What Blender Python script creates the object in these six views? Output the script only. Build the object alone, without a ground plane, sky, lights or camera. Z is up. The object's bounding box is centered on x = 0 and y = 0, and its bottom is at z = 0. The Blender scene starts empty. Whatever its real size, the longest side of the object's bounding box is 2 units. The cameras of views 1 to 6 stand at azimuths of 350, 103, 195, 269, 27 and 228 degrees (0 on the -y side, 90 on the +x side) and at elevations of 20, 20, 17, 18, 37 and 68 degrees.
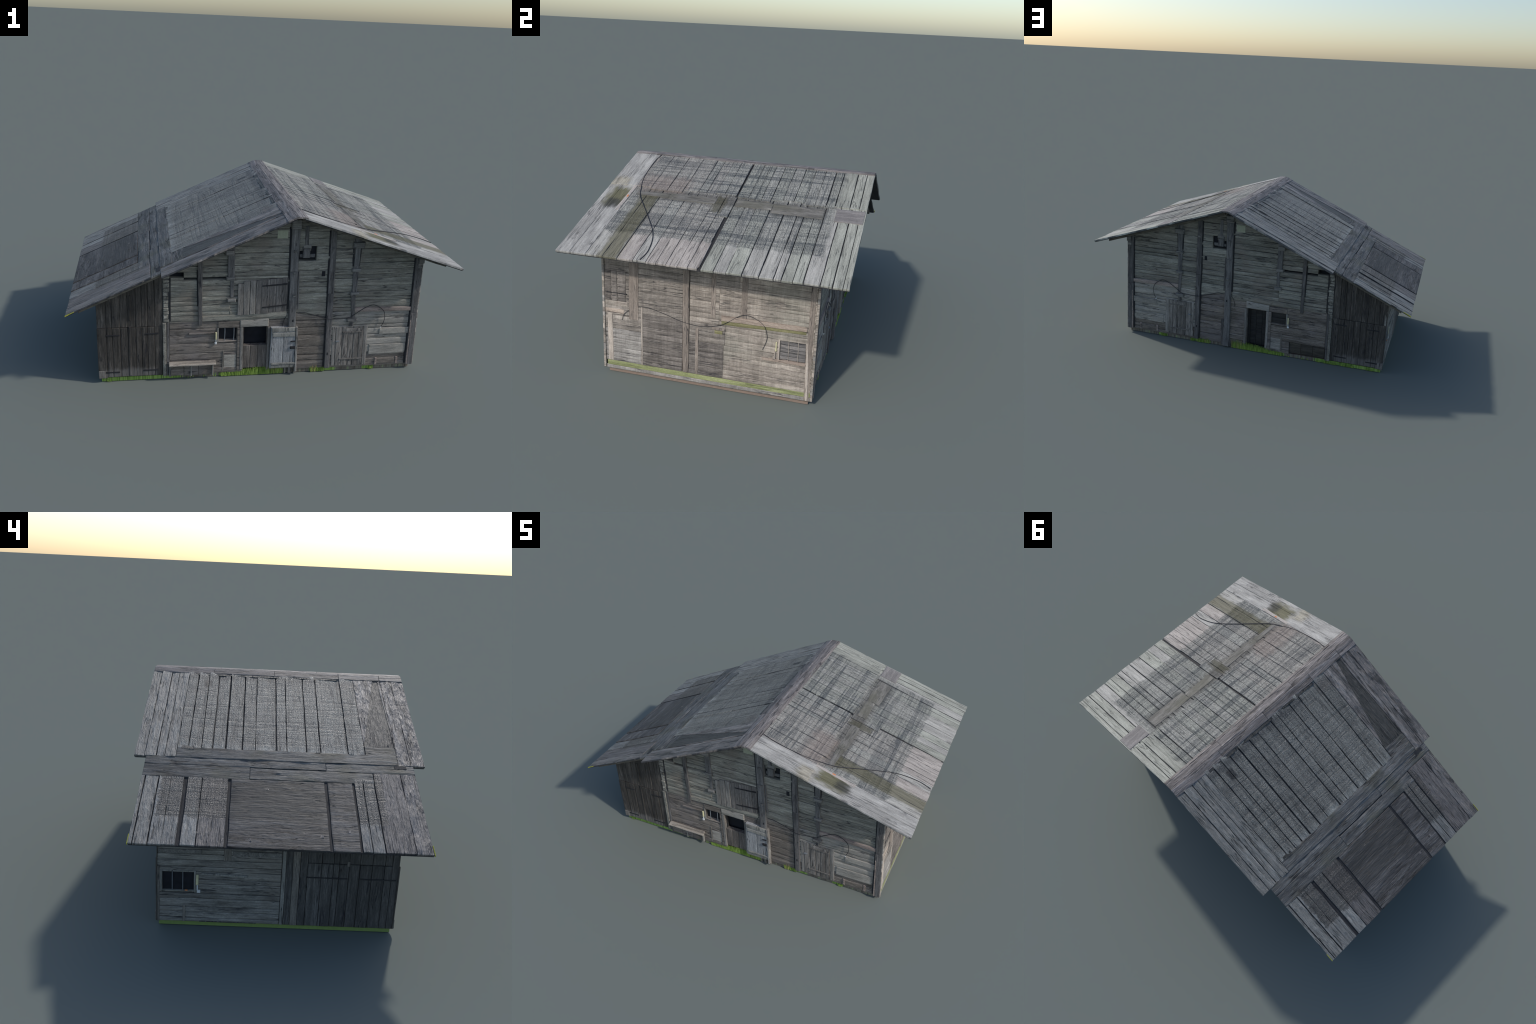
"""Weathered wooden alpine barn: log gable walls with posts, plank lean-to, board roof."""
import bpy, math, random
from mathutils import Vector as V, noise

random.seed(11)
SEED = [0]

# ------------------------------------------------------------------ overall sizes
RIDGE = (0.124, 0.9325)          # x, z of the ridge line
RIDGE_R = (0.144, 0.9325)        # the ridge is capped flat between these two lines
RIDGE_U = (0.104, 0.9325)
EAVE_R = (0.999, 0.649)         # low edge of the sunny slope
STEP = (-0.541, 0.645)          # low edge of the upper half of the shaded slope
LOW_T = (-0.535, 0.6470)        # upper edge of the lean-to roof, tucked under the step
EAVE_L = (-1.000, 0.434)        # low edge of the lean-to roof
PLANES = {'R': (RIDGE_R, EAVE_R), 'U': (RIDGE_U, STEP), 'L': (LOW_T, EAVE_L)}
HALF = 0.638                    # half length of the main roof (y)
HALF_L = 0.586                  # half length of the lean-to roof (y)
WX, WY = 0.850, 0.497           # outer wall faces
FLOOR = 0.021


def line(p, q, x):
    return p[1] + (q[1] - p[1]) * (x - p[0]) / (q[0] - p[0])


def slope_z(pl, x):
    return line(*PLANES[pl], x)


def under_roof(x):
    """height where a wall meets the underside of the roof"""
    if x > RIDGE_R[0]:
        return slope_z('R', x) - 0.0152
    if x > RIDGE_U[0]:
        return RIDGE[1] - 0.0152
    if x > -0.535:
        return slope_z('U', x) - 0.0152
    return slope_z('L', x) - 0.0122


# ------------------------------------------------------------------ node helpers
class G:
    def __init__(self, name):
        self.m = bpy.data.materials.new(name)
        self.m.use_nodes = True
        self.t = self.m.node_tree
        self.t.nodes.clear()

    def n(self, typ, ins=None, **kw):
        nd = self.t.nodes.new(typ)
        for k, v in kw.items():
            setattr(nd, k, v)
        for k, v in (ins or {}).items():
            s = nd.inputs[k]
            if isinstance(v, bpy.types.NodeSocket):
                self.t.links.new(v, s)
            elif v is not None:
                s.default_value = v
        return nd

    def math(self, op, a, b=None, c=None, clamp=False):
        ins = {0: a}
        if b is not None:
            ins[1] = b
        if c is not None:
            ins[2] = c
        return self.n('ShaderNodeMath', ins, operation=op, use_clamp=clamp).outputs[0]

    def ramp(self, f, stops, interp='LINEAR'):
        r = self.n('ShaderNodeValToRGB', {0: f})
        cr = r.color_ramp
        cr.interpolation = interp
        while len(cr.elements) < len(stops):
            cr.elements.new(0.5)
        for e, (p, c) in zip(cr.elements, stops):
            e.position = p
            e.color = (*c, 1) if len(c) == 3 else c
        return r.outputs[0]

    def mix(self, f, a, b, blend='MIX'):
        nd = self.t.nodes.new('ShaderNodeMix')
        nd.data_type = 'RGBA'
        nd.blend_type = blend
        for idx, v in ((0, f), (6, a), (7, b)):
            s = nd.inputs[idx]
            if isinstance(v, bpy.types.NodeSocket):
                self.t.links.new(v, s)
            else:
                s.default_value = (*v, 1) if isinstance(v, tuple) and len(v) == 3 else v
        return nd.outputs[2]

    def smooth(self, v, lo, hi, a=0.0, b=1.0):
        return self.n('ShaderNodeMapRange', {0: v, 1: lo, 2: hi, 3: a, 4: b},
                      interpolation_type='SMOOTHSTEP').outputs[0]

    def noise(self, vec, scale3, detail=4, rough=0.6, dist=0.0):
        mp = self.n('ShaderNodeMapping', {'Vector': vec, 'Scale': scale3})
        return self.n('ShaderNodeTexNoise', {'Vector': mp.outputs[0], 'Scale': 1.0, 'Detail': detail,
                                             'Roughness': rough, 'Distortion': dist}).outputs[0]

    def band(self, v, lo, hi, soft):
        a = self.smooth(v, lo - soft, lo + soft)
        b = self.smooth(v, hi - soft, hi + soft, 1.0, 0.0)
        return self.math('MULTIPLY', a, b)


def stretch(axis, along, across):
    if axis == 'r':                 # grain down a roof slope: ignore height
        return (along, across, 0.0)
    s = [across] * 3
    s['xyz'.index(axis)] = along
    return tuple(s)


def wood(name, dark, mid, light, axis='x', var=0.35, crack=0.8, rough=0.72, bump=0.5, tint=None,
         tint_amt=0.4, patch=0.45, hatch=None, spec=0.35, knots=0.5, crack_col=(0.012, 0.013, 0.02),
         gscale=1.0, regions=(), weave=(60, 330), blotch=0.0, depth=0.0045, undul=0.0, weft=0.0, joint=0.0):
    """weathered timber; grain runs along `axis` (world axes = object axes here)"""
    g = G(name)
    co = g.n('ShaderNodeTexCoord').outputs['Object']
    rnd = g.n('ShaderNodeObjectInfo').outputs['Random']
    off = g.n('ShaderNodeCombineXYZ', {0: g.math('MULTIPLY', rnd, 13.1), 1: g.math('MULTIPLY', rnd, 29.7),
                                       2: g.math('MULTIPLY', rnd, 47.3)}).outputs[0]
    vec = g.n('ShaderNodeVectorMath', {0: co, 1: off}, operation='ADD').outputs[0]
    sep = g.n('ShaderNodeSeparateXYZ', {0: co})
    X, Y, Z = sep.outputs[0], sep.outputs[1], sep.outputs[2]
    g1 = g.noise(vec, stretch(axis, 5 * gscale, 75 * gscale), 6, 0.68, 0.4)
    g2 = g.noise(vec, stretch(axis, 26 * gscale, 330 * gscale), 3, 0.6, 0.2)
    pt = g.noise(vec, stretch(axis, 5, 14), 3, 0.6)
    pt2 = g.noise(co, (6.3, 6.3, 6.3), 3, 0.55)
    spk = g.noise(vec, stretch(axis, 120, 260), 2, 0.5)
    f = g.math('ADD', g.math('MULTIPLY', g1, 0.62), g.math('MULTIPLY', g2, 0.38))
    col = g.ramp(f, [(0.30, dark), (0.50, mid), (0.68, light)])
    # broad weather patches and the board's own tone
    pv = g.math('MULTIPLY_ADD', pt, 2 * patch, 1 - patch)
    rv = g.math('MULTIPLY_ADD', g.math('SUBTRACT', rnd, 0.5), var, 1.0)
    sv = g.math('MULTIPLY_ADD', spk, 0.7, 0.65)
    k = g.math('MULTIPLY', g.math('MULTIPLY', pv, rv), sv)
    kc = g.n('ShaderNodeCombineXYZ', {0: k, 1: k, 2: k}).outputs[0]
    col = g.mix(1.0, col, kc, 'MULTIPLY')
    if tint:
        tf = g.smooth(pt2, 0.45, 0.68, 0.0, tint_amt)
        col = g.mix(tf, col, tint)
    if weft:
        wn = g.noise(co, (3, 17, 5), 5, 0.7)
        wm = g.noise(co, (3, 170, 6), 2, 0.6)
        wk = g.math('MULTIPLY', g.smooth(wn, 0.40, 0.62, 1 - weft, 1.0 + 0.15 * weft), g.smooth(wm, 0.35, 0.62, 1 - 0.6 * weft, 1.0))
        col = g.mix(1.0, col, g.n('ShaderNodeCombineXYZ', {0: wk, 1: wk, 2: wk}).outputs[0], 'MULTIPLY')
    if blotch:
        b1 = g.noise(co, stretch(axis, 7, 24), 5, 0.7, 0.6)
        col = g.mix(g.smooth(b1, 0.52, 0.66, 0.0, blotch), col, tuple(c * 0.45 for c in dark))
    # drying cracks along the grain
    cn = g.noise(vec, stretch(axis, 3.2, 62), 3, 0.55, 0.3)
    ca = g.math('ABSOLUTE', g.math('SUBTRACT', cn, 0.5))
    gate = g.smooth(g.noise(vec, stretch(axis, 7, 20), 2), 0.46, 0.58)
    cf = g.math('MULTIPLY', g.smooth(ca, 0.004, 0.024, 1.0, 0.0), gate)
    col = g.mix(g.math('MULTIPLY', cf, crack), col, crack_col)
    if knots:
        vo = g.n('ShaderNodeTexVoronoi', {'Vector': g.n('ShaderNodeMapping', {'Vector': vec, 'Scale': stretch(axis, 9, 17)}).outputs[0], 'Scale': 1.0})
        kd = g.smooth(vo.outputs['Distance'], 0.045, 0.11, 1.0, 0.0)
        kg = g.smooth(g.n('ShaderNodeSeparateColor', {0: vo.outputs['Color']}).outputs[0], 0.62, 0.66)
        kf = g.math('MULTIPLY', g.math('MULTIPLY', kd, kg), knots)
        col = g.mix(kf, col, tuple(c * 0.35 for c in dark))
    hb = None
    if hatch:
        # worn shingle-like cross marks: dark courses across the boards and a fine weave
        hx, hy, soft, ccol, lcol, amt, bandw, sc = hatch
        jit = g.math('MULTIPLY', g.math('SUBTRACT', g.noise(co, (30, 30, 30), 2), 0.5), 0.05)
        P, Q = (X, Y)
        m = g.math('MULTIPLY', g.band(g.math('ADD', P, jit), hx[0], hx[1], soft),
                   g.band(g.math('ADD', Q, jit), hy[0], hy[1], soft))
        cb = g.noise(co, (30 * sc, 1.6, 0.0), 3, 0.6, 0.2)
        cbf = g.smooth(cb, 0.50, 0.58)
        cl = g.noise(co, (34 * sc, 0.8, 0.0), 1, 0.5)
        clf = g.smooth(g.math('ABSOLUTE', g.math('SUBTRACT', cl, 0.5)), 0.0, 0.030, 0.95, 0.0)
        wv = g.noise(co, (weave[0], weave[1], 0.0), 2, 0.55)
        gr = g.noise(co, (290, 290, 0.0), 2, 0.5)
        wv = g.math('ADD', g.math('MULTIPLY', wv, 0.6), g.math('MULTIPLY', gr, 0.4))
        wf = g.smooth(wv, 0.40, 0.60)
        body = g.mix(wf, tuple(c * 0.42 for c in lcol), tuple(min(1, c * 1.55) for c in lcol))
        body = g.mix(0.35, body, col)
        cs = g.noise(co, (1.2, 62, 0.0), 1, 0.5)
        csf = g.smooth(g.math('ABSOLUTE', g.math('SUBTRACT', cs, 0.5)), 0.0, 0.035, 0.8, 0.0)
        ln = g.math('MULTIPLY', g.math('MAXIMUM', clf, csf), min(1.0, bandw * 1.9))
        hf = g.math('MINIMUM', g.math('ADD', g.math('MULTIPLY', cbf, bandw), ln), 0.95)
        hcol = g.mix(g.math('MULTIPLY', hf, g.smooth(wv, 0.30, 0.62, 1.0, 0.65)), body, ccol)
        col = g.mix(g.math('MULTIPLY', m, amt), col, hcol)
        hb = g.math('MULTIPLY', m, g.math('SUBTRACT', wf, hf))
    for (ax1, lo1, hi1, ax2, lo2, hi2, soft, c, amt) in regions:
        S = {'x': X, 'y': Y, 'z': Z}
        jit = g.math('MULTIPLY', g.math('SUBTRACT', g.noise(co, stretch(axis, 18, 60), 3), 0.5), soft * 3)
        m = g.math('MULTIPLY', g.band(g.math('ADD', S[ax1], jit), lo1, hi1, soft),
                   g.band(g.math('ADD', S[ax2], jit), lo2, hi2, soft))
        cc = g.mix(1.0, c, g.ramp(f, [(0.3, (0.5,) * 3), (0.7, (1.5,) * 3)]), 'MULTIPLY')
        col = g.mix(g.math('MULTIPLY', m, amt), col, cc)
    if joint:
        # gap shadow painted onto the long edges of each board; breadth varies
        gy = g.n('ShaderNodeSeparateXYZ', {0: g.n('ShaderNodeTexCoord').outputs['Generated']}).outputs[1]
        ed = g.math('MINIMUM', gy, g.math('SUBTRACT', 1.0, gy))
        jn = g.noise(vec, (9, 9, 0), 3, 0.6)
        wd = g.math('MULTIPLY_ADD', g.smooth(jn, 0.36, 0.62), 0.042, 0.006)
        jm = g.math('MULTIPLY', g.math('SUBTRACT', 1.0, g.smooth(g.math('DIVIDE', ed, wd), 0.55, 1.25)), joint)
        col = g.mix(jm, col, (0.022, 0.025, 0.034))
    # relief
    h = g.math('ADD', g.math('MULTIPLY', g1, 0.7), g.math('MULTIPLY', g2, 0.35))
    h = g.math('SUBTRACT', h, g.math('MULTIPLY', cf, 0.8))
    if hb is not None:
        h = g.math('MULTIPLY_ADD', hb, 0.55, h)
    if undul:
        h = g.math('MULTIPLY_ADD', g.noise(co, stretch(axis, 14, 34), 3, 0.55), undul, h)
    bp = g.n('ShaderNodeBump', {'Strength': bump, 'Distance': depth, 'Height': h})
    rg = g.math('MULTIPLY_ADD', f, 0.25, rough - 0.12, clamp=True)
    bs = g.n('ShaderNodeBsdfPrincipled', {'Base Color': col, 'Roughness': rg, 'Normal': bp.outputs[0],
                                          'Specular IOR Level': spec})
    o = g.n('ShaderNodeOutputMaterial', {0: bs.outputs[0]})
    return g.m


def plain(name, c, rough=0.8, metallic=0.0, vary=0.25, scale=40.0):
    g = G(name)
    co = g.n('ShaderNodeTexCoord').outputs['Object']
    nz = g.noise(co, (scale,) * 3, 4)
    col = g.ramp(nz, [(0.3, tuple(x * (1 - vary) for x in c)), (0.7, tuple(min(1, x * (1 + vary)) for x in c))])
    bs = g.n('ShaderNodeBsdfPrincipled', {'Base Color': col, 'Roughness': rough, 'Metallic': metallic})
    g.n('ShaderNodeOutputMaterial', {0: bs.outputs[0]})
    return g.m


def turf_edge(name):
    """vertical streaks of grass green, soil brown and grey, patchy along x"""
    g = G(name)
    co = g.n('ShaderNodeTexCoord').outputs['Object']
    st = g.noise(co, (230, 3, 3), 2, 0.7)
    st2 = g.noise(co, (90, 3, 3), 2, 0.7)
    pa = g.noise(co, (7, 1, 0), 2, 0.5)
    sx = g.n('ShaderNodeSeparateXYZ', {0: co}).outputs[0]
    lush = g.math('ADD', g.band(sx, -0.86, -0.44, 0.03), g.band(sx, -0.23, 0.10, 0.02), clamp=True)
    lush = g.math('ADD', lush, g.band(sx, 0.27, 0.40, 0.02), clamp=True)
    lush = g.math('ADD', lush, g.band(sx, 0.57, 0.63, 0.01), clamp=True)
    green = g.ramp(st, [(0.35, (0.10, 0.17, 0.035)), (0.5, (0.20, 0.34, 0.06)), (0.65, (0.34, 0.47, 0.14))])
    brown = g.ramp(st2, [(0.35, (0.09, 0.075, 0.06)), (0.5, (0.17, 0.15, 0.12)), (0.66, (0.25, 0.26, 0.2))])
    f = g.math('MULTIPLY_ADD', lush, 0.55, g.math('SUBTRACT', st2, 0.42))
    col = g.mix(g.smooth(f, 0.16, 0.34), brown, green)
    bs = g.n('ShaderNodeBsdfPrincipled', {'Base Color': col, 'Roughness': 0.9})
    g.n('ShaderNodeOutputMaterial', {0: bs.outputs[0]})
    return g.m


def grass_mat(name, lo, hi):
    g = G(name)
    co = g.n('ShaderNodeTexCoord').outputs['Object']
    nz = g.noise(co, (190, 60, 25), 3, 0.6)
    col = g.ramp(nz, [(0.32, lo), (0.68, hi)])
    a = g.n('ShaderNodeBsdfPrincipled', {'Base Color': col, 'Roughness': 0.7})
    b = g.n('ShaderNodeBsdfTranslucent', {'Color': col})
    mx = g.n('ShaderNodeMixShader', {0: 0.25, 1: a.outputs[0], 2: b.outputs[0]})
    g.n('ShaderNodeOutputMaterial', {0: mx.outputs[0]})
    return g.m


# ------------------------------------------------------------------ mesh helpers
def make(name, verts, faces, mat, parent, angle=32):
    me = bpy.data.meshes.new(name)
    me.from_pydata([tuple(v) for v in verts], [], faces)
    me.materials.append(mat)
    me.validate()
    me.shade_smooth()
    me.set_sharp_from_angle(angle=math.radians(angle))
    ob = bpy.data.objects.new(name, me)
    bpy.context.scene.collection.objects.link(ob)
    ob.parent = parent
    return ob


def board(name, A, B, C, D, N, t, mat, parent, edge=0.0022, bulge=0.0, wob=0.0012, relief=0.0006,
          step=0.022, clampf=None, grain=1.0, ragged=0.0):
    """A timber with a worn face. A-B runs along the grain, A-D across it; N points out of the
    face; the timber is t thick behind the face. Edges are rounded and wander a little."""
    SEED[0] += 1
    s = SEED[0] * 7.31
    A, B, C, D, N = V(A), V(B), V(C), V(D), V(N).normalized()
    L = max((B - A).length, (C - D).length)
    W = max((D - A).length, (C - B).length)
    edge = min(edge, W * 0.22, L * 0.22, t * 0.9)
    nu = max(2, int(L / step))
    ce = edge / L
    us = [0.0, ce] + [ce + (1 - 2 * ce) * i / nu for i in range(1, nu)] + [1 - ce, 1.0]
    cv = edge / W
    nv = max(3, min(14, int(W / 0.008)))
    vs = [0.0, cv * 0.4, cv] + [cv + (1 - 2 * cv) * i / nv for i in range(1, nv)] + [1 - cv, 1 - cv * 0.4, 1.0]
    wd = ((D - A) + (C - B)).normalized()
    ld = ((B - A) + (C - D)).normalized()
    rows = []
    for u in us:
        row = []
        w0 = wob * noise.noise((u * L * 14, s, 1.3))
        w1 = wob * noise.noise((u * L * 14, s, 8.7))
        for v in vs:
            P = (A * (1 - u) + B * u) * (1 - v) + (D * (1 - u) + C * u) * v
            P = P + wd * (w0 * (1 - v) + w1 * v)
            if ragged and (u == 0.0 or u == 1.0):
                P = P + ld * ragged * noise.noise((v * W * 45, s, u * 5))
            dv = min(v, 1 - v) / max(cv, 1e-6)
            du = min(u, 1 - u) / max(ce, 1e-6)
            d = min(dv, du, 1.0)
            h = -edge * (1 - math.sqrt(max(0.0, 1 - (1 - d) ** 2)))
            h += bulge * (1 - (2 * v - 1) ** 2)
            q = (u * L * 7 * grain, v * W * 95 * grain, s)
            h += relief * (noise.noise(q) + 0.6 * noise.noise((q[0] * 3, q[1] * 2.1, s + 3)))
            P = P + N * h
            if clampf:
                P.z = min(P.z, clampf(P.x))
            row.append(P)
        rows.append(row)
    verts, faces = [], []
    nvv, nuu = len(vs), len(us)
    for r in rows:
        verts += r
    idx = lambda i, j: i * nvv + j
    for i in range(nuu - 1):
        for j in range(nvv - 1):
            faces.append((idx(i, j), idx(i + 1, j), idx(i + 1, j + 1), idx(i, j + 1)))
    ring = [idx(0, j) for j in range(nvv)] + [idx(i, nvv - 1) for i in range(1, nuu)] + \
           [idx(nuu - 1, j) for j in range(nvv - 2, -1, -1)] + [idx(i, 0) for i in range(nuu - 2, 0, -1)]
    base = len(verts)
    for k in ring:
        p = verts[k]
        # drop to the back plane
        q = p - N * (t + (p - A).dot(N))
        if clampf:
            q.z = min(q.z, clampf(q.x))
        verts.append(q)
    n = len(ring)
    for k in range(n):
        faces.append((ring[k], ring[(k + 1) % n], base + (k + 1) % n, base + k))
    faces.append(tuple(base + k for k in range(n)))
    # face orientation: grid normal must agree with N
    a, b, c = rows[1][1], rows[-2][1], rows[1][-2]
    if (b - a).cross(c - a).dot(N) < 0:
        faces = [tuple(reversed(f)) for f in faces]
    return make(name, verts, faces, mat, parent)


def box(name, lo, hi, mat, parent):
    (x0, y0, z0), (x1, y1, z1) = lo, hi
    v = [(x0, y0, z0), (x1, y0, z0), (x1, y1, z0), (x0, y1, z0), (x0, y0, z1), (x1, y0, z1), (x1, y1, z1), (x0, y1, z1)]
    f = [(3, 2, 1, 0), (4, 5, 6, 7), (0, 1, 5, 4), (1, 2, 6, 5), (2, 3, 7, 6), (3, 0, 4, 7)]
    return make(name, v, f, mat, parent)


def prism(name, poly, y0, y1, mat, parent):
    n = len(poly)
    v = [(x, y0, z) for x, z in poly] + [(x, y1, z) for x, z in poly]
    f = [tuple(range(n)), tuple(range(2 * n - 1, n - 1, -1))]
    f += [(i, i + n, (i + 1) % n + n, (i + 1) % n) for i in range(n)]
    f = [tuple(reversed(k)) for k in f]
    ob = make(name, v, f, mat, parent)
    import bmesh
    bm = bmesh.new()
    bm.from_mesh(ob.data)
    bmesh.ops.recalc_face_normals(bm, faces=bm.faces)
    bm.to_mesh(ob.data)
    bm.free()
    return ob


def tube(name, pts, r, mat, parent, sides=7, sub=5):
    P = [V(p) for p in pts]
    P = [P[0] * 2 - P[1]] + P + [P[-1] * 2 - P[-2]]
    path = []
    for i in range(1, len(P) - 2):
        for k in range(sub):
            t = k / sub
            a, b, c, d = P[i - 1], P[i], P[i + 1], P[i + 2]
            path.append(0.5 * ((2 * b) + (c - a) * t + (2 * a - 5 * b + 4 * c - d) * t * t + (3 * b - a - 3 * c + d) * t ** 3))
    path.append(P[-2])
    verts, faces = [], []
    for i, p in enumerate(path):
        d = (path[min(i + 1, len(path) - 1)] - path[max(i - 1, 0)]).normalized()
        up = V((0, 1, 0)) if abs(d.y) < 0.9 else V((1, 0, 0))
        a = d.cross(up).normalized()
        b = d.cross(a)
        for k in range(sides):
            th = 2 * math.pi * k / sides
            verts.append(p + a * (r * math.cos(th)) + b * (r * math.sin(th)))
    for i in range(len(path) - 1):
        for k in range(sides):
            k2 = (k + 1) % sides
            faces.append((i * sides + k, i * sides + k2, (i + 1) * sides + k2, (i + 1) * sides + k))
    faces.append(tuple(range(sides - 1, -1, -1)))
    m = (len(path) - 1) * sides
    faces.append(tuple(m + k for k in range(sides)))
    return make(name, verts, faces, mat, parent, 60)


def empty(name, parent):
    e = bpy.data.objects.new(name, None)
    bpy.context.scene.collection.objects.link(e)
    e.parent = parent
    return e


# ------------------------------------------------------------------ materials
M = {}
M['log'] = wood('grey_green_log', (0.088, 0.086, 0.074), (0.228, 0.222, 0.190), (0.40, 0.385, 0.330), 'x',
                var=0.4, patch=0.55, blotch=0.3, tint=(0.205, 0.175, 0.148), tint_amt=0.5, crack=0.85)
M['log_brown'] = wood('brown_log', (0.076, 0.066, 0.057), (0.182, 0.158, 0.136), (0.34, 0.297, 0.258), 'x',
                      var=0.35, tint=(0.22, 0.20, 0.20), tint_amt=0.4, blotch=0.5)
M['log_pale'] = wood('pale_log', (0.15, 0.145, 0.13), (0.31, 0.29, 0.255), (0.47, 0.43, 0.385), 'x', var=0.25,
                     tint=(0.27, 0.27, 0.26), tint_amt=0.4)
M['post'] = wood('dark_post', (0.042, 0.041, 0.043), (0.108, 0.103, 0.101), (0.225, 0.213, 0.205), 'z', var=0.25)
M['post_grey'] = wood('grey_post', (0.058, 0.058, 0.060), (0.140, 0.137, 0.135), (0.27, 0.262, 0.25), 'z', var=0.2)
M['bracket'] = wood('bracket_wood', (0.08, 0.08, 0.076), (0.18, 0.175, 0.165), (0.31, 0.30, 0.28), 'x', var=0.2)
M['beam'] = wood('pinkish_beam', (0.14, 0.115, 0.10), (0.27, 0.22, 0.195), (0.42, 0.35, 0.31), 'x', var=0.2)
M['lean'] = wood('dark_lean_to_plank', (0.025, 0.0225, 0.0205), (0.060, 0.054, 0.048), (0.155, 0.139, 0.124), 'z', var=0.4, patch=0.6,
                 regions=[('z', 0.02, 0.075, 'x', -0.83, -0.56, 0.015, (0.19, 0.18, 0.17), 0.6)])
M['shutter'] = wood('shutter_plank', (0.07, 0.064, 0.058), (0.165, 0.152, 0.138), (0.33, 0.305, 0.28), 'z', var=0.35)
M['shutter_pale'] = wood('pale_plank', (0.11, 0.10, 0.092), (0.25, 0.235, 0.215), (0.42, 0.395, 0.365), 'z', var=0.3)
M['hay'] = wood('hay_door_plank', (0.06, 0.057, 0.055), (0.135, 0.126, 0.118), (0.27, 0.25, 0.235), 'z', var=0.35)
M['door_blue'] = wood('blue_grey_door', (0.17, 0.175, 0.18), (0.30, 0.305, 0.31), (0.44, 0.44, 0.435), 'z', var=0.12, gscale=1.6)
M['door_half'] = wood('brown_half_door', (0.06, 0.052, 0.046), (0.13, 0.114, 0.102), (0.26, 0.23, 0.205), 'z', var=0.15)
M['log_end'] = wood('weathered_log_end', (0.07, 0.068, 0.06), (0.23, 0.22, 0.19), (0.42, 0.40, 0.35), 'y', var=0.5, gscale=0.6)
M['bench'] = wood('bench_plank', (0.16, 0.14, 0.12), (0.30, 0.265, 0.225), (0.45, 0.40, 0.345), 'x', var=0.15)
M['void'] = plain('dark_gap', (0.012, 0.013, 0.018), 0.95, vary=0.3)  # near-black base colour makes gaps, recesses and interiors look unlit
M['joint'] = plain('painted_shadow_line', (0.028, 0.028, 0.031), 0.95, vary=0.4)
M['gloom'] = wood('gloomy_inside', (0.016, 0.016, 0.016), (0.034, 0.033, 0.032), (0.065, 0.062, 0.058), 'x', var=0.1, knots=0)  # wood darkened to show the dim interior behind the openings
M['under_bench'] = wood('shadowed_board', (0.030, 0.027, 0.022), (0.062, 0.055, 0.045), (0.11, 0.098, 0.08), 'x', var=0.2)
M['iron'] = plain('old_iron', (0.03, 0.03, 0.034), 0.6, 0.4)
M['bar'] = plain('grey_bar', (0.20, 0.22, 0.24), 0.55, 0.2, 0.15)
M['cable'] = plain('black_cable', (0.014, 0.015, 0.022), 0.6)
M['paper'] = plain('pale_sheet', (0.38, 0.40, 0.30), 0.9, vary=0.12, scale=90)
M['brush_y'] = plain('yellowed_wood', (0.62, 0.58, 0.36), 0.7, vary=0.15)
M['brush_w'] = plain('white_bristle', (0.62, 0.64, 0.64), 0.8, vary=0.1)
M['soil'] = plain('brown_sill', (0.235, 0.175, 0.14), 0.9, vary=0.1, scale=60)
M['green'] = plain('green_sill', (0.20, 0.285, 0.085), 0.95, vary=0.08, scale=70)
M['turf'] = turf_edge('turf_edge')
M['grass'] = grass_mat('grass_blades', (0.15, 0.28, 0.035), (0.43, 0.60, 0.13))
M['straw'] = grass_mat('dry_blades', (0.28, 0.20, 0.08), (0.55, 0.42, 0.22))
M['orange'] = plain('orange_crumb', (0.62, 0.24, 0.10), 0.8)

# sunlit side wall
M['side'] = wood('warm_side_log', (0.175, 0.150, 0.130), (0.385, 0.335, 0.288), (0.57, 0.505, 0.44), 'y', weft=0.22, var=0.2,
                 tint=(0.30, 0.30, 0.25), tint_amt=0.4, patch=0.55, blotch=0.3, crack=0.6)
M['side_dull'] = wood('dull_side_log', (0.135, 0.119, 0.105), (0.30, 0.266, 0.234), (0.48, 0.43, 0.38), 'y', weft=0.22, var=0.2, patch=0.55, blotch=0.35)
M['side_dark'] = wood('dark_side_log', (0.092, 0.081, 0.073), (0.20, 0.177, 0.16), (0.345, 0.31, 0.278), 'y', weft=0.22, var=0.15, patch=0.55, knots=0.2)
M['side_blue'] = wood('grey_side_panel', (0.165, 0.155, 0.145), (0.34, 0.318, 0.295), (0.51, 0.48, 0.442), 'y', weft=0.22, var=0.15, gscale=1.8, patch=0.5)
M['side_post'] = wood('warm_side_post', (0.12, 0.10, 0.086), (0.235, 0.198, 0.17), (0.37, 0.32, 0.275), 'z', var=0.15)
M['side_light'] = wood('light_side_post', (0.27, 0.23, 0.20), (0.42, 0.365, 0.315), (0.55, 0.49, 0.43), 'z', var=0.15)
M['side_beam'] = wood('warm_side_beam', (0.20, 0.155, 0.125), (0.36, 0.29, 0.24), (0.50, 0.42, 0.35), 'y', var=0.1)
M['pane'] = wood('grey_pane_board', (0.085, 0.082, 0.085), (0.18, 0.17, 0.165), (0.33, 0.30, 0.275), 'y', var=0.3)
M['moss'] = wood('mossy_strip', (0.165, 0.172, 0.085), (0.27, 0.295, 0.135), (0.38, 0.385, 0.22), 'y', var=0.25, crack=0.3, knots=0)
M['moss_stain'] = wood('moss_stain', (0.11, 0.105, 0.05), (0.20, 0.19, 0.095), (0.32, 0.29, 0.17), 'y', var=0.1, crack=0.3, knots=0)
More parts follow.
